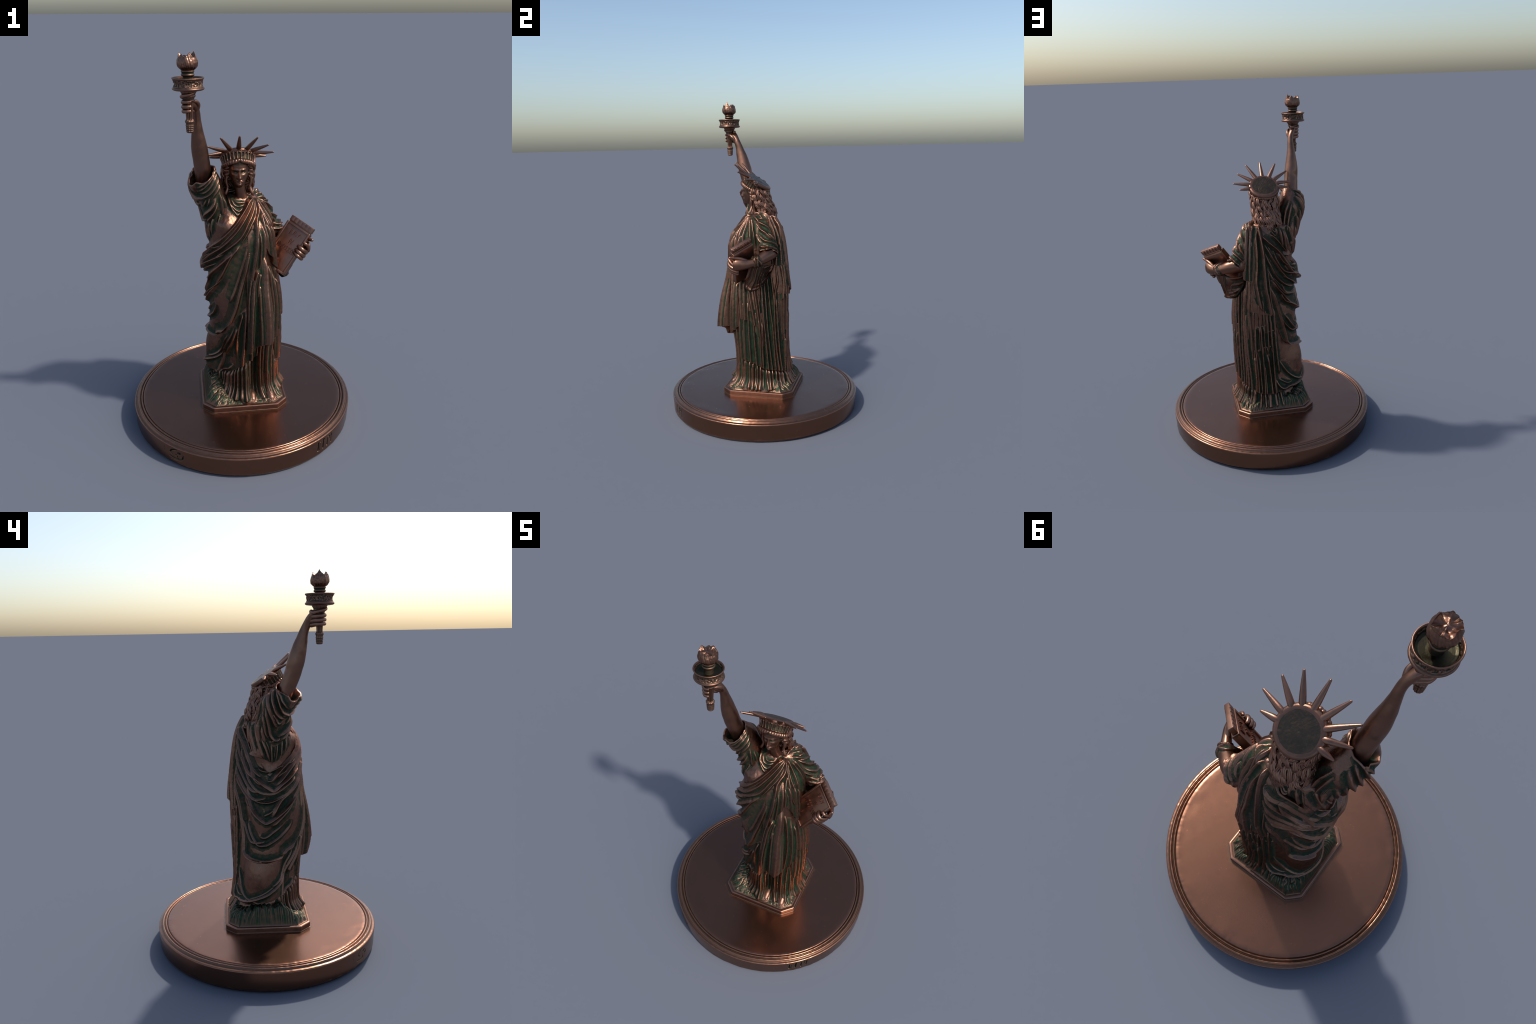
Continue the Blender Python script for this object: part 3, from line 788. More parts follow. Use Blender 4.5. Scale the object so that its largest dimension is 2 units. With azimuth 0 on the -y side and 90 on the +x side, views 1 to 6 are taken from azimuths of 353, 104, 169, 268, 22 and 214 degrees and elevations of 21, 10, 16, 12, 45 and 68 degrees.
def build_base():
    prof = ([(0.0, .004), (.57, .003), (.582, .0005), (.590, .0), (.596, .003), (.600, .009), (.6015, .0125), (.6025, .0125), (.6045, .016)]
            + [(.6045 + .005 * t, .016 + .088 * t) for t in np.linspace(.03, 1, 44)]
            + [(.6095, .1075), (.6085, .1105), (.6060, .1128), (.6010, .1136), (.5960, .1140), (.5935, .1160), (.5915, .1200), (.5885, .1240), (.5850, .1256),
               (.5815, .1246), (.5788, .1212), (.5772, .1165), (.5750, .1160), (.5732, .1200), (.5708, .1245), (.5675, .1262), (.5648, .1245),
               (.5635, .1200), (.5622, .1170), (.5608, .1170), (.5596, .1215), (.5575, .1250), (.555, .1258)]
            + [(r, .1258 + .0008 * (1 - r / .555)) for r in np.linspace(.54, .02, 40)] + [(.0, .1268)])
    coarse = np.arange(-180, 180, .5)
    coarse = coarse[~(((coarse > 30.9) & (coarse < 48.1)) | ((coarse > -49.1) & (coarse < -31.9)))]
    a = np.unique(np.r_[coarse, np.arange(31, 48.01, .125), np.arange(-49, -31.99, .125)].round(4))
    p = np.array(prof)
    r, z = (np.broadcast_to(p[None, :, k], (len(a), len(p))).copy() for k in (0, 1))
    sel = np.zeros(r.shape, bool)
    sel[:, 8:54] = True
    cut = np.zeros(r.shape)
    for pts, w, d in INCISED:
        q = [(math.radians(x) * 607, y * 1000) for x, y in pts]
        dist = segment_distance(np.radians(a)[:, None] * 607, z * 1000, q)
        cut = np.maximum(cut, 1.3 * d * MM * (1 - smooth(dist, w * .55, w * 1.15)))
    r = r - np.where(sel, cut, 0)
    P = np.stack([r * np.sin(np.radians(a))[:, None], -r * np.cos(np.radians(a))[:, None], z], -1)
    rim = (np.abs(r - .6) < .05) & (z > .1)
    P[..., 2] += np.where(rim, 0.0006, 0.0) * noise(P, 70, 5)
    wear = np.where((z < .02) & (r > .59), 0.0012, 0.0) * noise(P, (40, 40, 40), 8)
    P[..., :2] *= (1 + wear / .6)[..., None]
    field = bump(r, .525, .030) * (z > .12)
    P[..., 2] += field * .0011 * noise(P, (15, 15, 1), 31) + (z > .12) * (r < .55) * .0003 * noise(P, (9, 9, 1), 32)
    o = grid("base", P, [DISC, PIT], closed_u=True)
    f = grid_faces(*P.shape[:2], True)
    o.data.polygons.foreach_set("material_index", (np.where(sel, cut, 0).reshape(-1)[f].mean(1) > .0018).astype(np.int32))


def octagon(half, chamfer):
    h, c = half, half - chamfer
    return np.array([(c, -h), (h, -c), (h, c), (c, h), (-c, h), (-h, c), (-h, -c), (-c, -h)])


def build_plinth():
    rows = [(.224, .056, .118), (.2315, .0575, .1265), (.2315, .0575, .1280), (.2298, .0572, .1290), (.2295, .057, .1335), (.2295, .057, .1530), (.2285, .057, .1555), (.2262, .0566, .1572),
            (.2225, .056, .1580), (.218, .0545, .1580), (.2165, .054, .1570), (.2150, .0535, .1568)]
    V, F = [], []
    for half, ch, z in rows:
        V += [(x, y, z) for x, y in octagon(half, ch)]
    n = len(rows)
    for k in range(n - 1):
        for i in range(8):
            j = (i + 1) % 8
            F.append([k * 8 + i, k * 8 + j, (k + 1) * 8 + j, (k + 1) * 8 + i])
    F.append([(n - 1) * 8 + i for i in range(8)])
    o = make("plinth", V, F, SMOOTH, smooth_shade=False)
    bm = bmesh.new()
    bm.from_mesh(o.data)
    bmesh.ops.recalc_face_normals(bm, faces=bm.faces)
    vertical = [e for e in bm.edges if abs(e.verts[0].co.z - e.verts[1].co.z) > .0005]
    bmesh.ops.bevel(bm, geom=vertical, offset=.0022, segments=2, affect="EDGES")
    bm.to_mesh(o.data)
    bm.free()

    # rough ground on the plinth: strands of cast grass that run outward from the skirt
    a = np.linspace(-180, 180, 1100, endpoint=False)
    s = np.linspace(0, 1, 90)
    octr = np.min(np.stack([.2145 / np.maximum(np.abs(np.cos(np.radians(a - k * 90))), .05) for k in range(4)]
                           + [(.2145 + .1605) / math.sqrt(2) / np.maximum(np.abs(np.cos(np.radians(a - 45 - k * 90))), .05) for k in range(4)]), 0)
    r = lerp(.10, octr[:, None], s[None])
    x, y = r * np.sin(np.radians(a))[:, None], -r * np.cos(np.radians(a))[:, None]
    front = smooth(np.cos(np.radians(a)), .35, .95)[:, None]
    flat = np.stack([x, y, 0 * x], -1)
    edge = (octr[:, None] - r)
    swirl = a[:, None] + 14 * noise(flat, 9, 4)
    strand = np.abs(np.sin(np.radians(swirl * 17 + 90 * noise(flat, 26, 2)))) ** 1.5
    strand2 = np.abs(np.sin(np.radians(swirl * 41 + 160 * noise(flat, 40, 7))))
    side = bump(a, -95, 55)[:, None]
    hill = (lerp(.055, .010, front) + .055 * side) * smooth(edge, .0, .050 - .018 * side) ** .8 * (.78 + .40 * noise(flat, 16, 9))
    z = .1572 + hill + smooth(edge, .0, .02) * ((.0095 * strand + .005 * strand2) * (1 - .6 * front) + .004 * noise(flat, 60, 1) + .0025 * noise(flat, 120, 6))
    z = np.maximum(z, .1563 + .0 * z)
    P = np.stack([x, y, z], -1)
    grid("ground", P, GRASS, closed_u=True)
    # toes under the hem
    foot = []
    for cx, cy, turn, w in ((.042, -.186, 4, 1.05), (.146, -.182, 14, 1.15)):
        f = np.array([math.sin(math.radians(turn)), -math.cos(math.radians(turn)), 0])
        sd = np.array([f[1], -f[0], 0])
        c = np.array([cx, cy, .162])
        foot.append(capped(rope([c - f * .07 + (0, 0, .028), c - f * .03 + (0, 0, .018), c - f * .004 + (0, 0, .008)], [.022 * w, .022 * w, .017 * w], around=20, along=20, flat=.75)))
        for k in range(5):
            b = c + sd * (k - 2) * .0082 * w + f * (.006 - .002 * abs(k - 1.2))
            foot.append(capped(rope([b - f * .018 + (0, 0, .010), b - f * .004 + (0, 0, .007), b + f * .008 + (0, 0, .001)], [.0055 * w, .006 * w, .0048 * w], along=12)))
        foot.append(capped(rope([c + sd * .026 * w - f * .05, c + sd * .024 * w + f * .008, c + f * .021, c - sd * .024 * w + f * .008, c - sd * .026 * w - f * .05], [.004] * 5, along=40)))
    n = len(foot) // 2
    joined("foot", foot[:n], RELIEF)
    joined("foot", foot[n:], RELIEF)


# =================================================================== skirt, gown, mantle
def build_robes():
    rng = np.random.default_rng(5)
    pleats, a = [], -180.0
    while a < 174:
        step = rng.uniform(5.5, 11.0)
        lean = rng.uniform(-2.5, 2.5)
        quiet = 0.12 if -165 < a < -62 else 1.0
        pleats.append(([(a + lean + rng.uniform(-1, 1), .163), (a + lean * .4, .25), (a, .40), (a - lean * .3, .64)], rng.uniform(6, 10), rng.uniform(11, 19) * quiet))
        if rng.uniform() < .5:
            b = a + step * .5
            pleats.append(([(b + lean, .165), (b + lean * .5, .24), (b, .33)], rng.uniform(4, 6), rng.uniform(6, 10) * quiet))
        a += step

    def skirt_offset(A, z):
        hem = GOWN_HEM(A)
        leg_gap = (.055 * bump(A, 18, 6.5) + .016 * bump(A, 34, 4)) * smooth(z, .16, .20) - .014 * bump(A, 2, 8) - .010 * bump(A, 44, 8)
        return (-.022 + .034 * (1 - smooth(z, .157, .255)) ** 1.6 - .030 * smooth(z - hem, -.03, .03) - leg_gap
                - .022 * bump(A, -110, 50))
    P, rec = cloth(-180, 180, lambda A: 0 * A + .158, lambda A: 0 * A + .64, skirt_offset, pleats, closed=True, seed=21, crinkle=.8, step=2.6)
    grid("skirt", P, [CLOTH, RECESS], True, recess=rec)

    calf = lambda A, z: .006 * bump(A, -115, 34) * bump(z, .40, .09) - .012 * bump(A, 22, 16) * (1 - smooth(z, .55, .75))
    P, rec = cloth(-180, 180, GOWN_HEM, lambda A: 0 * A + 1.0, lambda A, z: -.013 + .007 * (1 - smooth(z, .42, .6)), GOWN_FOLDS, closed=True, companions=1, seed=22, extra=calf)
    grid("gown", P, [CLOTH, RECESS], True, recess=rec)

    def bodice_shape(A, z):
        return (.016 * bump(A, -31, 15) * bump(z, 1.165, .036) + .010 * bump(A, 22, 13) * bump(z, 1.165, .035) - .008 * bump(A, -8, 12) * bump(z, 1.2, .05))
    P, rec = cloth(-180, 180, lambda A: 0 * A + .95, lambda A: 0 * A + 1.308, lambda A, z: -.012 + 0 * z, BODICE_FOLDS, closed=True, companions=1, seed=23,
                   crinkle=.9, extra=bodice_shape, step=2.2)
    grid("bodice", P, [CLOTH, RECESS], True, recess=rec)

    P, rec = cloth(-180, 180, MANTLE_HEM, MANTLE_TOP, lambda A, z: -.007 + 0 * A + 0 * z, FRONT_FOLDS + SIDE_FOLDS + BACK_FOLDS,
                   closed=True, companions=1, seed=24, step=2.1)
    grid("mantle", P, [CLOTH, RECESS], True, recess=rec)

    for k, p in enumerate(PANELS):
        hem, top, off = table(p["hem"]), table(p["top"]), p["off"]
        extra = None
        if p.get("flap"):
            extra = lambda A, z, t=top: FLAP_SWELL(A) * FLAP_FALL(z) * (1 - smooth(z - t(A), -.10, 0))
        wave = lambda A, h=hem, s=k: h(A) + .006 * noise(np.stack([A, 0 * A, 0 * A + s * 3.1], -1), .22, 12)
        P, rec = cloth(*p["a"], wave, top, lambda A, z, o=off, t=top: -.008 + o * (1 - .8 * smooth(z - t(A), -.10, 0)), [(c, w, h * PANEL_RELIEF) for c, w, h in p["folds"]], seed=40 + k, extra=extra, companions=1, step=2.0)
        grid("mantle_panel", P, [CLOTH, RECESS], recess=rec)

    lip = lambda A, T: .026 * smooth(T, .76, 1.0) * bump(A, -50, 45)
    P, rec, fl = tube_cloth(RIGHT_SLEEVE, .0, 1.0, RIGHT_SLEEVE_FOLDS, seed=31, ends=(0, .05), swell=lip)
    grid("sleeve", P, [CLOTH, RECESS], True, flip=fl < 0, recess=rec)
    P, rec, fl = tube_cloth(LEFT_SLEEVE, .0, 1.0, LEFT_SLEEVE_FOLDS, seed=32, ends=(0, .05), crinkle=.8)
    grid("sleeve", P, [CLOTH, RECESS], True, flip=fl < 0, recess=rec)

    # the long sleeve end that hangs in a loop under her left forearm
    upper = spline([(.302, .012, 1.030), (.288, .034, 1.020), (.262, .060, .990), (.212, .085, .975), (.170, .112, .985), (.145, .120, 1.0)], 150)
    lower = spline([(.244, -.050, .880), (.234, -.048, .836), (.226, -.012, .815), (.198, .042, .838), (.168, .080, .888), (.145, .110, .95)], 150)
    s = np.linspace(0, 1, 110)
    out = np.array([.9, .25, .1])
    out /= np.linalg.norm(out)
    S, U = s[None, :], np.linspace(0, 1, 150)[:, None]
    P = upper[:, None] * (1 - S[..., None]) + lower[:, None] * S[..., None]
    P = P + out * (.018 * np.sin(np.pi * S) * (1 - U))[..., None]
    P = P - out * (.045 * np.sin(np.pi * np.clip(S * 1.05, 0, 1)) ** .7 * smooth(U, .46, .66) * smooth(1 - U, 0, .15))[..., None]
    ph = U * 30 + 2.2 * noise(np.stack([U + 0 * S, S + 0 * U, 0 * U + 0 * S], -1), 3, 3)
    rid = np.maximum(0, np.sin(ph * 1.0)) ** 1.6 + .35 * np.maximum(0, np.sin(ph * 2.3 + 1))
    swag = np.maximum(0, np.sin((S * 3.2 - 1.1 * (U - .75) ** 2) * 6.0)) * smooth(U, .48, .62)
    rel = .013 * rid * (1 - smooth(U, .50, .66)) * smooth(S, 0, .12) + .014 * swag * smooth(1 - U, 0, .12)
    rel = rel + .011 * bump(S, .95, .05) + .009 * bump(S, .80, .05) * smooth(U, .2, .5) + .007 * bump(S, .66, .04) * smooth(U, .3, .6)
    outer = P + out * (rel + .004)[..., None]
    inner = P - out * .006
    grid("hanging_sleeve", np.concatenate([outer, inner[:, ::-1], outer[:, :1]], 1), [CLOTH, RECESS], recess=np.concatenate([1 - smooth(rel, .001, .006), np.ones_like(rel), np.zeros((150, 1))], 1), threshold=.6)
    # the bunched end of cloth around her wrist
    band = Tube([(.262, .062, 1.020, .028, .027), (.270, .053, 1.018, .034, .033), (.286, .035, 1.010, .030, .032), (.297, .022, 1.007, .027, .031), (.303, .015, 1.006, .020, .024)], up=(0, 0, 1))
    wraps = [([(-170, .2), (-60, .45), (30, .75), (100, .85)], 7, 9), ([(-120, .7), (-40, .8), (40, .45), (150, .3)], 7, 10), ([(-175, .5), (-90, .62), (0, .2), (80, .35), (170, .6)], 6, 8)]
    P, rec, fl = tube_cloth(band, 0, 1, wraps, nu=140, nv=60, seed=51, crinkle=1.2)
    grid("sleeve_end", P, [CLOTH, RECESS], True, flip=fl < 0, recess=rec)


# =================================================================== arms and hands
def build_arms():
    # raised arm and palm as one surface
    arm = Tube([(-.180, -.080, 1.350, .040, .040), (-.186, -.112, 1.440, .040, .042), (-.193, -.138, 1.505, .0395, .042), (-.199, -.152, 1.555, .038, .0425),
                (-.204, -.166, 1.608, .0335, .0375), (-.206, -.179, 1.659, .0255, .0290), (-.207, -.192, 1.705, .0190, .0228), (-.211, -.206, 1.738, .0175, .0215),
                (-.220, -.224, 1.762, .0180, .0260), (-.231, -.240, 1.780, .0150, .0270), (-.239, -.252, 1.790, .008, .020)], up=(0, -1, 0))
    A, T = np.linspace(-180, 180, 60, endpoint=False), np.linspace(0, 1, 150)
    P = arm(A[:, None], T[None])
    c = P.mean(0, keepdims=True)
    d = unit(P - c)
    P = P + d * (.0012 * noise(P, 30, 3) + .003 * bump(T, .62, .12)[None] * np.cos(np.radians(A[:, None] * 2)))[..., None]
    cut = lambda q: q[2] - 1.722 - .5 * (q[1] + .2) > 0
    hand, arm_o = split_by("hand", "arm", P, cut, SMOOTH)
    torch = np.array([-.241, -.264])
    # fingers come round the front of the handle from her right and end on its left
    for z, r, reach, lift in ((1.803, .0088, 1.5, .012), (1.779, .0105, .95, .004), (1.759, .0103, .95, .003), (1.740, .0094, .85, .002)):
        pts = []
        for t in np.linspace(-2.75, -2.75 + 2.2 + reach * .75, 7):
            rad = .0245 if z < 1.79 else .030
            pts.append((torch[0] + math.sin(t) * rad, torch[1] - math.cos(t) * rad, z + lift * (t + 1.4) * .6))
        pts = [(-.226, -.226, z - .004)] + pts
        rope_object("finger", pts, [r * 1.25, r * 1.12, r * 1.08, r * .96, r * 1.06, r * .94, r * .95, r * .72], SMOOTH, parent=hand, along=44)
    rope_object("thumb", [(-.205, -.214, 1.738), (-.200, -.230, 1.762), (-.208, -.250, 1.778), (-.222, -.268, 1.783)], [.011, .0105, .009, .007], SMOOTH, parent=hand, along=36)

    # forearm that carries the tablet
    fore = Tube([(.155, .110, 1.055, .040, .040), (.195, .100, 1.048, .040, .040), (.232, .082, 1.037, .038, .037), (.268, .054, 1.022, .032, .031),
                 (.295, .025, 1.010, .025, .026), (.318, -.008, 1.004, .021, .028), (.337, -.042, 1.003, .020, .033), (.348, -.072, 1.003, .015, .033), (.352, -.090, 1.004, .008, .024)], up=(0, 0, 1))
    T = np.linspace(0, 1, 130)
    P = fore(A[:, None], T[None])
    c = P.mean(0, keepdims=True)
    P = P + unit(P - c) * (.001 * noise(P, 30, 5))[..., None]
    cut = lambda q: q[1] < .012
    hand, arm_o = split_by("hand", "arm", P, cut, SMOOTH)
    fr = TABLET
    for k, (v, r) in enumerate(((-.092, .0088), (-.123, .0116), (-.1445, .0116), (-.163, .0098))):
        a = fr(.150, v - .004, -.060)
        pts = [a, fr(.163, v - .002, -.036), fr(.1645, v, -.010), fr(.157, v + .002, .0095), fr(.141, v + .004, .0125), fr(.126, v + .005, .006)]
        if k == 0:
            pts = [fr(.150, v - .018, -.055), fr(.158, v - .008, -.036), fr(.160, v, -.014), fr(.154, v + .004, .006), fr(.142, v + .006, .010)]
        rope_object("finger", pts, [r * 1.2, r * 1.1] + [r] * (len(pts) - 3) + [r * .8], SMOOTH, parent=hand, along=40)
    rope_object("thumb", [(.315, -.015, 1.022), (.333, -.045, 1.038), (.350, -.078, 1.046), (.364, -.104, 1.050)], [.013, .0115, .0095, .0075], SMOOTH, parent=hand, along=36)


# =================================================================== the tablet
T_O = np.array([.277, -.007, 1.162])
T_X = unit(np.array([.674, -.638, -.376]))
T_N = unit(np.array([-.474, -.761, .442]))
T_Y = np.cross(T_N, T_X)


def TABLET(u, v, n):
    """Point on the tablet: u across from its inner edge, v up from its top edge, n out of its face."""
    return T_O + T_X * u + T_Y * v + T_N * n


def build_tablet():
    def slab(u0, u1, v0, v1, n0, n1, bevel=.003):
        v, f = box((u1 - u0, v1 - v0, n1 - n0), bevel)
        return place(v, TABLET((u0 + u1) / 2, (v0 + v1) / 2, (n0 + n1) / 2), T_X, T_Y, T_N), f
    parts = [slab(-.004, .141, -.284, -.040, -.033, -.003, .004), slab(.002, .139, -.050, -.028, -.026, -.006)]
    # raised border of the face
    parts += [slab(.131, .143, -.286, -.036, -.032, .003, .003), slab(-.006, .006, -.286, -.036, -.032, .003, .003),
              slab(-.006, .143, -.289, -.276, -.031, .003, .003), slab(-.006, .143, -.046, -.036, -.031, .002, .002)]
    tab = joined("tablet", parts, SMOOTH)
    cap = [slab(.0, .144, -.030, .0, -.022, .0, .002)]
    for k in range(6):
        cap.append(slab(.006 + k * .0225, .024 + k * .0225, -.027, -.004, -.0250, .0012, .0015))
    joined("tablet_crest", cap, SMOOTH, parent=tab)
    mat = Matrix(((T_X[0], T_Y[0], T_N[0], 0), (T_X[1], T_Y[1], T_N[1], 0), (T_X[2], T_Y[2], T_N[2], 0), (0, 0, 0, 1)))
    for text, u0, u1, v0, v1 in (("JULY", .034, .101, -.092, -.062), ("IV", .064, .086, -.137, -.107), ("MDCCLXXVI", .016, .124, -.178, -.149)):
        cu = bpy.data.curves.new("inscription", "FONT")
        cu.body, cu.size, cu.extrude, cu.resolution_u = text, 1.0, 0.0, 3
        tmp = bpy.data.objects.new("text", cu)
        bpy.context.scene.collection.objects.link(tmp)
        bpy.context.view_layer.update()
        me = bpy.data.meshes.new_from_object(tmp.evaluated_get(bpy.context.evaluated_depsgraph_get()))
        bpy.data.objects.remove(tmp)
        bm = bmesh.new()
        bm.from_mesh(me)
        bpy.data.meshes.remove(me)
        ex = bmesh.ops.extrude_face_region(bm, geom=bm.faces[:])
        top = [g for g in ex["geom"] if isinstance(g, bmesh.types.BMVert)]
        co = np.array([x.co[:] for x in bm.verts])
        lo, hi = co.min(0), co.max(0)
        raised = {x.index for x in top}
        bm.verts.index_update()
        topset = set(top)
        for x in bm.verts:
            u = lerp(u0, u1, (x.co.x - lo[0]) / (hi[0] - lo[0]))
            v = lerp(v0, v1, (x.co.y - lo[1]) / (hi[1] - lo[1]))
            x.co = Vector(TABLET(u, v, .0030 if x in topset else -.0060))
        bmesh.ops.recalc_face_normals(bm, faces=bm.faces)
        out = bpy.data.meshes.new("inscription")
        bm.to_mesh(out)
        bm.free()
        out.materials.append(SMOOTH)
        link(bpy.data.objects.new("inscription", out), tab)


# =================================================================== the torch
def build_torch():
    c = (-.241, -.264, 0)
    handle = [(.0, 1.644), (.0105, 1.6445), (.0150, 1.648), (.0168, 1.652), (.0150, 1.656), (.0176, 1.660), (.0158, 1.664), (.0182, 1.668), (.0164, 1.672), (.0184, 1.676),
              (.0170, 1.681), (.0172, 1.687), (.0200, 1.692), (.0205, 1.696), (.0175, 1.700), (.0140, 1.704), (.0132, 1.712), (.0150, 1.735), (.0175, 1.760), (.0200, 1.778),
              (.0265, 1.784), (.0275, 1.788), (.0240, 1.792), (.0255, 1.797), (.0300, 1.803), (.0310, 1.807), (.0285, 1.811), (.0320, 1.817), (.0365, 1.824), (.0380, 1.829), (.030, 1.832)]

    def reeds(a, r, z):
        amp = np.where((z > 1.70) & (z < 1.78), .0022, np.where(z < 1.70, .0008, np.where(z > 1.80, .0008, 0)))
        return amp * (np.abs(np.sin(a * 6)) * 2 - 1.1), 0 * z
    t = grid("torch", lathe(refine(handle, .0016), 180, c, wobble=reeds), RELIEF, True)
    gal = [(.026, 1.826), (.048, 1.8275), (.064, 1.8295), (.0695, 1.8325), (.0712, 1.8365), (.0695, 1.8405), (.0660, 1.8425), (.0655, 1.845), (.0630, 1.848), (.0618, 1.855), (.0622, 1.862),
           (.0640, 1.869), (.0665, 1.874), (.0700, 1.8775), (.0712, 1.8805), (.0700, 1.8830), (.0675, 1.8832), (.0650, 1.8800), (.0620, 1.8720), (.0575, 1.8640), (.0500, 1.8600), (.030, 1.8585), (.015, 1.859)]

    def chased(a, r, z):
        band = (z > 1.8465) & (z < 1.874) & (r > .0605)
        q = np.stack([np.sin(a) * .064 + 0 * z, np.cos(a) * .064 + 0 * z, z], -1)
        return np.where(band, .0022 * np.clip(noise(q, 150, 4) * 1.8, -1, 1) + .0008 * noise(q, 320, 5), .0004 * noise(q, 90, 6)), 0 * z
    g = lathe(refine(gal, .0014), 300, c, wobble=chased)
    low = g[..., 2] < 1.8435
    inner = np.hypot(g[..., 0] - c[0], g[..., 1] - c[1]) < .0645
    me = grid("gallery", g, [RELIEF, SMOOTH, PIT], True, parent=t).data
    zc = np.array([p.center[2] for p in me.polygons])
    rc = np.array([math.hypot(p.center[0] - c[0], p.center[1] - c[1]) for p in me.polygons])
    me.polygons.foreach_set("material_index", np.where(zc < 1.8425, 1, np.where((zc > 1.857) & (rc < .060), 2, 0)).astype(np.int32))
    stem = [(.022, 1.858), (.0205, 1.866), (.0200, 1.880), (.0210, 1.886), (.0270, 1.8895), (.0300, 1.8935), (.0285, 1.8975), (.0262, 1.900), (.0268, 1.904), (.0298, 1.908), (.0290, 1.912), (.0255, 1.915), (.020, 1.916)]
    grid("flame_holder", lathe(refine(stem, .0015), 120, c), RECESS, True, parent=t)

    # flame: a tulip of five upright tongues around a hollow
    nu, nv = 260, 120
    a = np.linspace(0, 2 * np.pi, nu, endpoint=False)[:, None]
    tongues = [(1.50, .036, .20), (.25, .020, .22), (-.75, .018, .20), (-1.75, .022, .24), (2.75, .021, .24), (-2.9, .012, .2)]
    up = np.max([h * np.clip(1 - np.abs(np.angle(np.exp(1j * (a - t0)))) / (w * 3.0), 0, 1) ** 1.15 for t0, h, w in tongues], 0)
    rim = 1.9635 + up
    s = np.linspace(0, 1, nv)[None]
    outside = s < .62
    k = np.clip(s / .62, 0, 1)
    z = np.where(outside, lerp(1.912, rim, k), lerp(rim, 1.962 + 0 * rim, smooth((s - .62) / .38, 0, 1) ** .7))
    rr = spline_at([0, .12, .30, .55, .80, 1.0], [.0255, .034, .0425, .0450, .0430, .0385], np.clip((z - 1.912) / .055, 0, 1.0))
    rr = rr - .35 * np.maximum(z - 1.970, 0)
    r = np.where(outside, rr, lerp(rr, 0 * rr, smooth((s - .62) / .38, 0, 1) ** 1.1))
    tw = a + .35 * (z - 1.912) / .06
    r = r * (1 + .035 * np.sin(tw * 5 + .6) * smooth(z, 1.925, 1.955) + .018 * np.sin(tw * 13) + .010 * np.sin(tw * 29))
    P = np.stack([c[0] + r * np.sin(a), c[1] - r * np.cos(a), z + 0 * a], -1)
    P[..., 2] += np.where(outside, 0, .004) * noise(P, 60, 3) + np.where(outside, 0, .006) * np.exp(-(r / .012) ** 2)
    P += .0010 * noise(P, 130, 8)[..., None] * unit(P - np.array([c[0], c[1], 1.94]))
    P[..., 2] *= 1.0
    grid("flame", P, SMOOTH, True, parent=t)


# =================================================================== head, hair and crown
CR_C = np.array([-.006, -.010, 1.484])
CR_X, CR_F, CR_N = np.array([1., 0, 0]), np.array([0, -.824, .566]), np.array([0, .566, .824])


def CROWN(deg, r, h):
    """Point in the crown's tilted frame: 0 degrees is the front, h along its axis."""
    t = np.radians(deg)
    return CR_C + np.multiply.outer(r * np.sin(t), CR_X) + np.multiply.outer(r * np.cos(t), CR_F) + np.multiply.outer(h + 0 * t, CR_N)


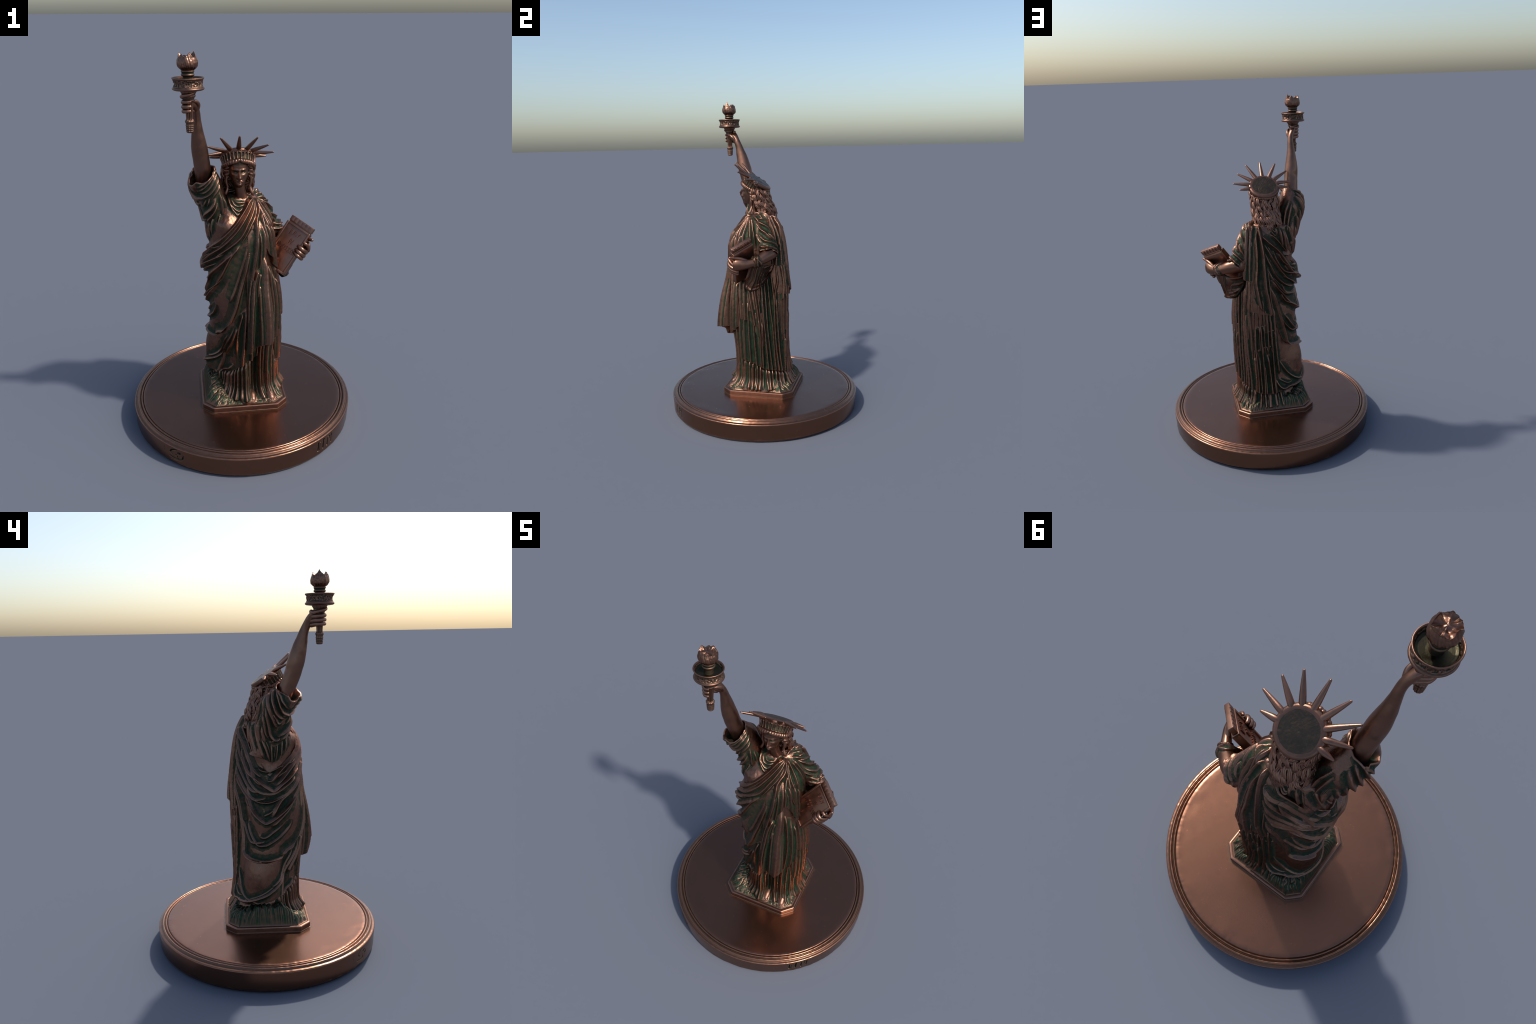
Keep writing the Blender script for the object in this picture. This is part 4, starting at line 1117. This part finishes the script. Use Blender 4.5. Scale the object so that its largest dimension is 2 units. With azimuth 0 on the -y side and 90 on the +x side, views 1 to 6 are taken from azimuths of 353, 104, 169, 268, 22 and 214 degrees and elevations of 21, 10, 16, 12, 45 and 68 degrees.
def build_head():
    # face: sections of a rounded mask, then nose, brows, eyes, lips and chin pressed into it
    zs = np.linspace(1.330, 1.480, 190)
    half = spline_at([1.330, 1.342, 1.350, 1.362, 1.380, 1.400, 1.420, 1.445, 1.480], [.012, .019, .0235, .0300, .0395, .0460, .0490, .0500, .048], zs)
    front = spline_at([1.330, 1.342, 1.350, 1.362, 1.380, 1.400, 1.420, 1.445, 1.480], [-.070, -.092, -.1035, -.1085, -.1095, -.1100, -.1105, -.1125, -.108], zs)
    back = spline_at([1.330, 1.36, 1.40, 1.48], [-.045, -.030, -.010, .0], zs)
    phi = np.linspace(-180, 180, 240, endpoint=False)
    ph = np.radians(phi)[:, None]
    xc = -.007
    mid = lerp(front, back, .55)[None]
    d = np.where(np.cos(ph) > 0, mid - front[None], back[None] - mid)
    kx = np.abs(np.sin(ph)) ** .92 * np.sign(np.sin(ph))
    x = xc + half[None] * kx
    y = mid - d * np.cos(ph)
    z = np.broadcast_to(zs[None], x.shape).copy()
    fx = (x - xc)
    f = np.clip(np.cos(ph), 0, 1) ** .6
    e = np.zeros_like(x)
    nose = np.interp(z, [1.384, 1.388, 1.394, 1.402, 1.415, 1.428, 1.438], [0, .016, .0205, .0155, .0095, .0055, .001])
    e += nose * np.exp(-(fx / np.interp(z, [1.386, 1.396, 1.41, 1.43], [.0085, .0080, .0058, .0065])) ** 2)
    e += .0048 * np.exp(-((np.abs(fx) - .0075) / .0042) ** 2) * bump(z, 1.3905, .0045)
    e += .0055 * np.exp(-((np.abs(fx) - .020) / .014) ** 2) * bump(z, 1.4315 - 0 * z, .0055)
    e -= .0095 * np.exp(-((np.abs(fx) - .0195) / .0105) ** 2) * bump(z, 1.4185, .0075)
    e += .0058 * np.exp(-((np.abs(fx) - .0195) / .0068) ** 2) * bump(z, 1.4170, .0040)
    e += .0030 * np.exp(-((np.abs(fx) - .025) / .012) ** 2) * bump(z, 1.4035, .009)
    e += .0052 * np.exp(-(fx / .0125) ** 2) * bump(z, 1.3775, .0024) + .0056 * np.exp(-(fx / .0105) ** 2) * bump(z, 1.3712, .0028)
    e -= .0030 * np.exp(-(fx / .016) ** 2) * bump(z, 1.3745, .0012) + .0030 * np.exp(-(fx / .009) ** 2) * bump(z, 1.3650, .0030)
    e += .0045 * np.exp(-(fx / .010) ** 2) * bump(z, 1.3545, .0065)
    e -= .0022 * np.exp(-((np.abs(fx) - .022) / .007) ** 2) * bump(z, 1.382, .010)
    P = np.stack([x, y - e * f, z], -1)
    v, fc = capped(P)
    head = make("head", v, fc, [SMOOTH, RECESS])
    cen = np.array([p.center[:] for p in head.data.polygons])
    fx, cz = np.abs(cen[:, 0] - xc), cen[:, 2]
    eye = (((fx - .0195) / .0115) ** 2 + ((cz - 1.4185) / .0062) ** 2 < 1) & (cen[:, 1] < -.085)
    brow = (cz > 1.4535) & (cen[:, 1] < -.03)
    cheek = (fx > .043)
    head.data.polygons.foreach_set("material_index", (eye | brow | cheek).astype(np.int32))
    fix_normals(head)

    neck = Tube([(.004, -.030, 1.235, .050, .046), (.006, -.036, 1.275, .037, .034), (.003, -.042, 1.300, .0285, .0285), (-.001, -.046, 1.325, .0275, .029), (-.004, -.050, 1.365, .030, .033)], up=(0, -1, 0))
    A = np.linspace(-180, 180, 60, endpoint=False)
    P = neck(A[:, None], np.linspace(0, 1, 50)[None])
    grid("neck", P, SMOOTH, True)

    # hair: a full mass at sides and back, then wavy locks over it
    levels = np.linspace(1.245, 1.470, 120)
    cy = spline_at([1.245, 1.30, 1.36, 1.42, 1.47], [.030, .012, -.008, -.018, -.020], levels)
    rx = spline_at([1.245, 1.27, 1.30, 1.34, 1.38, 1.42, 1.45, 1.47], [.054, .068, .070, .069, .071, .072, .070, .066], levels)
    ry = spline_at([1.245, 1.27, 1.30, 1.34, 1.38, 1.42, 1.45, 1.47], [.054, .068, .074, .070, .067, .066, .050, .03], levels)
    frontr = spline_at([1.245, 1.30, 1.35, 1.40, 1.47], [.01, .01, .018, .052, .075], levels)
    a = np.linspace(-180, 180, 260, endpoint=False)
    s, co = np.sin(np.radians(a))[:, None], np.cos(np.radians(a))[:, None]
    lean = -.012 * smooth(levels, 1.36, 1.25)[None]
    x = -.006 + lean + rx[None] * s
    y = cy[None] - np.where(co > 0, frontr[None], ry[None]) * co
    P = np.stack([x, y, levels[None] + 0 * x], -1)
    N = unit(np.stack([s + 0 * x, -co + 0 * x, 0 * x], -1))
    wave = np.abs(np.sin(np.radians(a * 9)[:, None] + 2.5 * np.sin(levels[None] * 95 + np.radians(a * 3)[:, None]) + 1.5 * noise(P, 30, 2)))
    P = P + N * (.006 * wave + .004 * noise(P, 60, 4))[..., None]

    def under_crown(P, gap):
        h = (P - CR_C) @ CR_N
        return P - np.maximum(h + gap, 0)[..., None] * CR_N
    P = under_crown(P, .022)
    hair = grid("hair", P, [RELIEF, RECESS], True, recess=1 - wave, threshold=.55)
    rng = np.random.default_rng(8)
    locks = []

    def surface(deg, z):
        k = [np.interp(z, levels, q) for q in (cy, rx, ry, frontr, lean[0])]
        s, c = math.sin(math.radians(deg)), math.cos(math.radians(deg))
        return np.array([-.006 + k[4] + k[1] * s, k[0] - (k[3] if c > 0 else k[2]) * c, z]), np.array([s, -c, 0])
    # long wavy locks in overlapping tiers
    for z0, z1, n in ((1.450, 1.365, 13), (1.405, 1.325, 14), (1.365, 1.285, 14), (1.325, 1.250, 12)):
        for k in range(n):
            deg = 76 + 208 * (k + rng.uniform(-.35, .35)) / (n - 1)
            amp, freq, ph0 = rng.uniform(3, 7), rng.uniform(1.0, 1.5), rng.uniform(0, 6.28)
            pts = []
            end = z1 + rng.uniform(-.014, .010)
            for t in np.linspace(0, 1, 10):
                p, nn = surface(deg + amp * math.sin(freq * 6.28 * t + ph0) * (.4 + .6 * t) + 4 * t * rng.uniform(-.2, .2), lerp(z0, end, t))
                pts.append(p + nn * (.003 + .006 * math.sin(3.14 * min(1, t * 1.2)) + .004 * math.sin(freq * 6.28 * t + ph0 + 1.4) + .006 * t))
            pts = under_crown(np.array(pts), .020)
            r = rng.uniform(.0058, .0085)
            for o in (-1, 0, 1):
                shift = np.array([math.cos(math.radians(deg)), math.sin(math.radians(deg)), 0]) * o * r * .75
                locks.append(capped(rope(pts + shift + np.array([0, 0, -.004 * abs(o)]), [r * .35] + [r * .55] * 6 + [r * .6, r * .45, r * .15], around=8, along=30)))
    # rolled locks swept back from the brow, and one long lock on each side of the neck
    for sgn in (-1, 1):
        for k in range(5):
            z = 1.450 - k * .0165
            pts = [(-.006 + sgn * (.047 + .001 * k), -.074 + .005 * k, z + .004), (-.006 + sgn * (.060 + .001 * k), -.066 + .006 * k, z - .006 + .006 * math.sin(k)), (-.006 + sgn * .069, -.040 + .005 * k, z - .012), (-.006 + sgn * .074, -.012, z - .010 - .006 * math.cos(k))]
            locks.append(capped(rope(pts, [.0030, .0085, .0095, .0060], around=10, along=24)))
        x0 = -.006
        locks.append(capped(rope([(x0 + sgn * .058, -.050, 1.395), (x0 + sgn * .062, -.046, 1.360), (x0 + sgn * .056, -.044, 1.330), (x0 + sgn * .066, -.048, 1.300), (x0 + sgn * .072, -.040, 1.282)], [.006, .008, .007, .008, .004], around=10, along=40)))
    joined("hair_lock", locks, RELIEF, parent=hair, stuff=True)

    # crown
    ang = np.linspace(-180, 180, 360, endpoint=False)
    prof = refine([(.0740, -.060), (.0765, -.056), (.0775, -.052), (.0760, -.050), (.0765, -.036), (.0800, -.018), (.0875, -.0155), (.0905, -.011), (.0912, -.006), (.0900, -.0010), (.0870, .0035), (.0820, .0062), (.0760, .0070), (.0700, .0070)], .0016)
    P = np.stack([CROWN(ang, r * np.ones_like(ang), h) for r, h in prof], 1)
    crown = grid("crown", P, [SMOOTH, RECESS], True, flip=True)
    hh = np.array([(np.array(p.center) - CR_C) @ CR_N for p in crown.data.polygons])
    crown.data.polygons.foreach_set("material_index", ((hh < -.017) & (hh > -.052)).astype(np.int32))
    fix_normals(crown)
    rad = np.r_[np.linspace(.0712, .0, 40)]
    P = np.stack([CROWN(ang, r * np.ones_like(ang), .0068 + .0015 * smooth(.07 - r, 0, .06)) for r in rad], 1)
    P = P + CR_N * (.0008 * noise(P, 45, 2) + .0004 * noise(P, 160, 3))[..., None]
    fix_normals(grid("crown_top", P, DARKTOP, True, parent=crown))
    bars = []
    for d in np.arange(-107.1, 108, 12.6):
        pts = [CROWN(np.array(d), r, h) for r, h in ((.0800, -.051), (.0815, -.040), (.0835, -.028), (.0868, -.016))]
        bars.append((pts, [.0026, .0018, .0018, .0030]))
    first = None
    for pts, rr in bars:
        rope_object("window_bar", pts, rr, SMOOTH, parent=crown, around=8, along=14)
        # little arches spring from the bars
    for d in np.arange(-107.1 + 6.3, 102, 12.6):
        pts = [CROWN(np.array(d + o), r, h) for o, r, h in ((-5.6, .0835, -.026), (-4.2, .0852, -.0195), (0, .0862, -.0165), (4.2, .0852, -.0195), (5.6, .0835, -.026))]
        rope_object("window_arch", pts, [.0014, .0017, .0018, .0017, .0014], SMOOTH, parent=crown, around=6, along=18)
    # diadem: a fluted roll over the brow that rises to a point in the middle
    dg = np.linspace(-180, 180, 900, endpoint=False)
    t = np.linspace(0, 2 * np.pi, 40, endpoint=False)
    peak = np.exp(-np.abs(dg) / 7.0)
    ctr_h = np.interp(np.abs(dg), [0, 60, 90, 120, 150, 180], [-.0665, -.0660, -.060, -.040, -.0210, -.0150]) + .005 * peak
    ctr_r = np.interp(np.abs(dg), [0, 60, 100, 140, 180], [.0850, .0800, .0760, .0830, .0870])
    wid = .0120 - .0050 * peak - .002 * smooth(np.abs(dg), 60, 120)
    flute = .0026 * np.abs(np.sin(np.radians(dg * 20))) - .001
    P = np.stack([CROWN(dg, ctr_r + (.0085 + flute * max(0, math.cos(q))) * math.cos(q), ctr_h + (wid + flute * .5) * math.sin(q)) for q in t], 1)
    grid("diadem", np.concatenate([P, P[:, :1]], 1), SMOOTH, True, parent=crown)
    # nine rays, sharp in front and short at the sides
    tips = [(-.146, .001, 1.472), (-.176, -.060, 1.496), (-.164, -.118, 1.552), (-.100, -.144, 1.597), (-.009, -.162, 1.607),
            (.081, -.146, 1.597), (.138, -.110, 1.551), (.172, -.055, 1.503), (.139, .001, 1.473)]
    for tip in tips:
        tip = np.array(tip)
        q = tip - CR_C
        deg = math.degrees(math.atan2(q @ CR_X, q @ CR_F))
        root = CROWN(np.array(deg), .066, -.0035)
        foot = CROWN(np.array(deg), .092, -.0015)
        P = rope([root, foot, lerp(foot, tip, .5), lerp(foot, tip, .93)], [.0100, .0125, .0095, .0048], around=16, along=40, flat=.80, up=CR_N)
        v, f = capped(P)
        fix_normals(make("ray", v, f, SMOOTH, parent=crown))


build_base()
build_plinth()
build_robes()
build_arms()
build_tablet()
build_torch()
build_head()
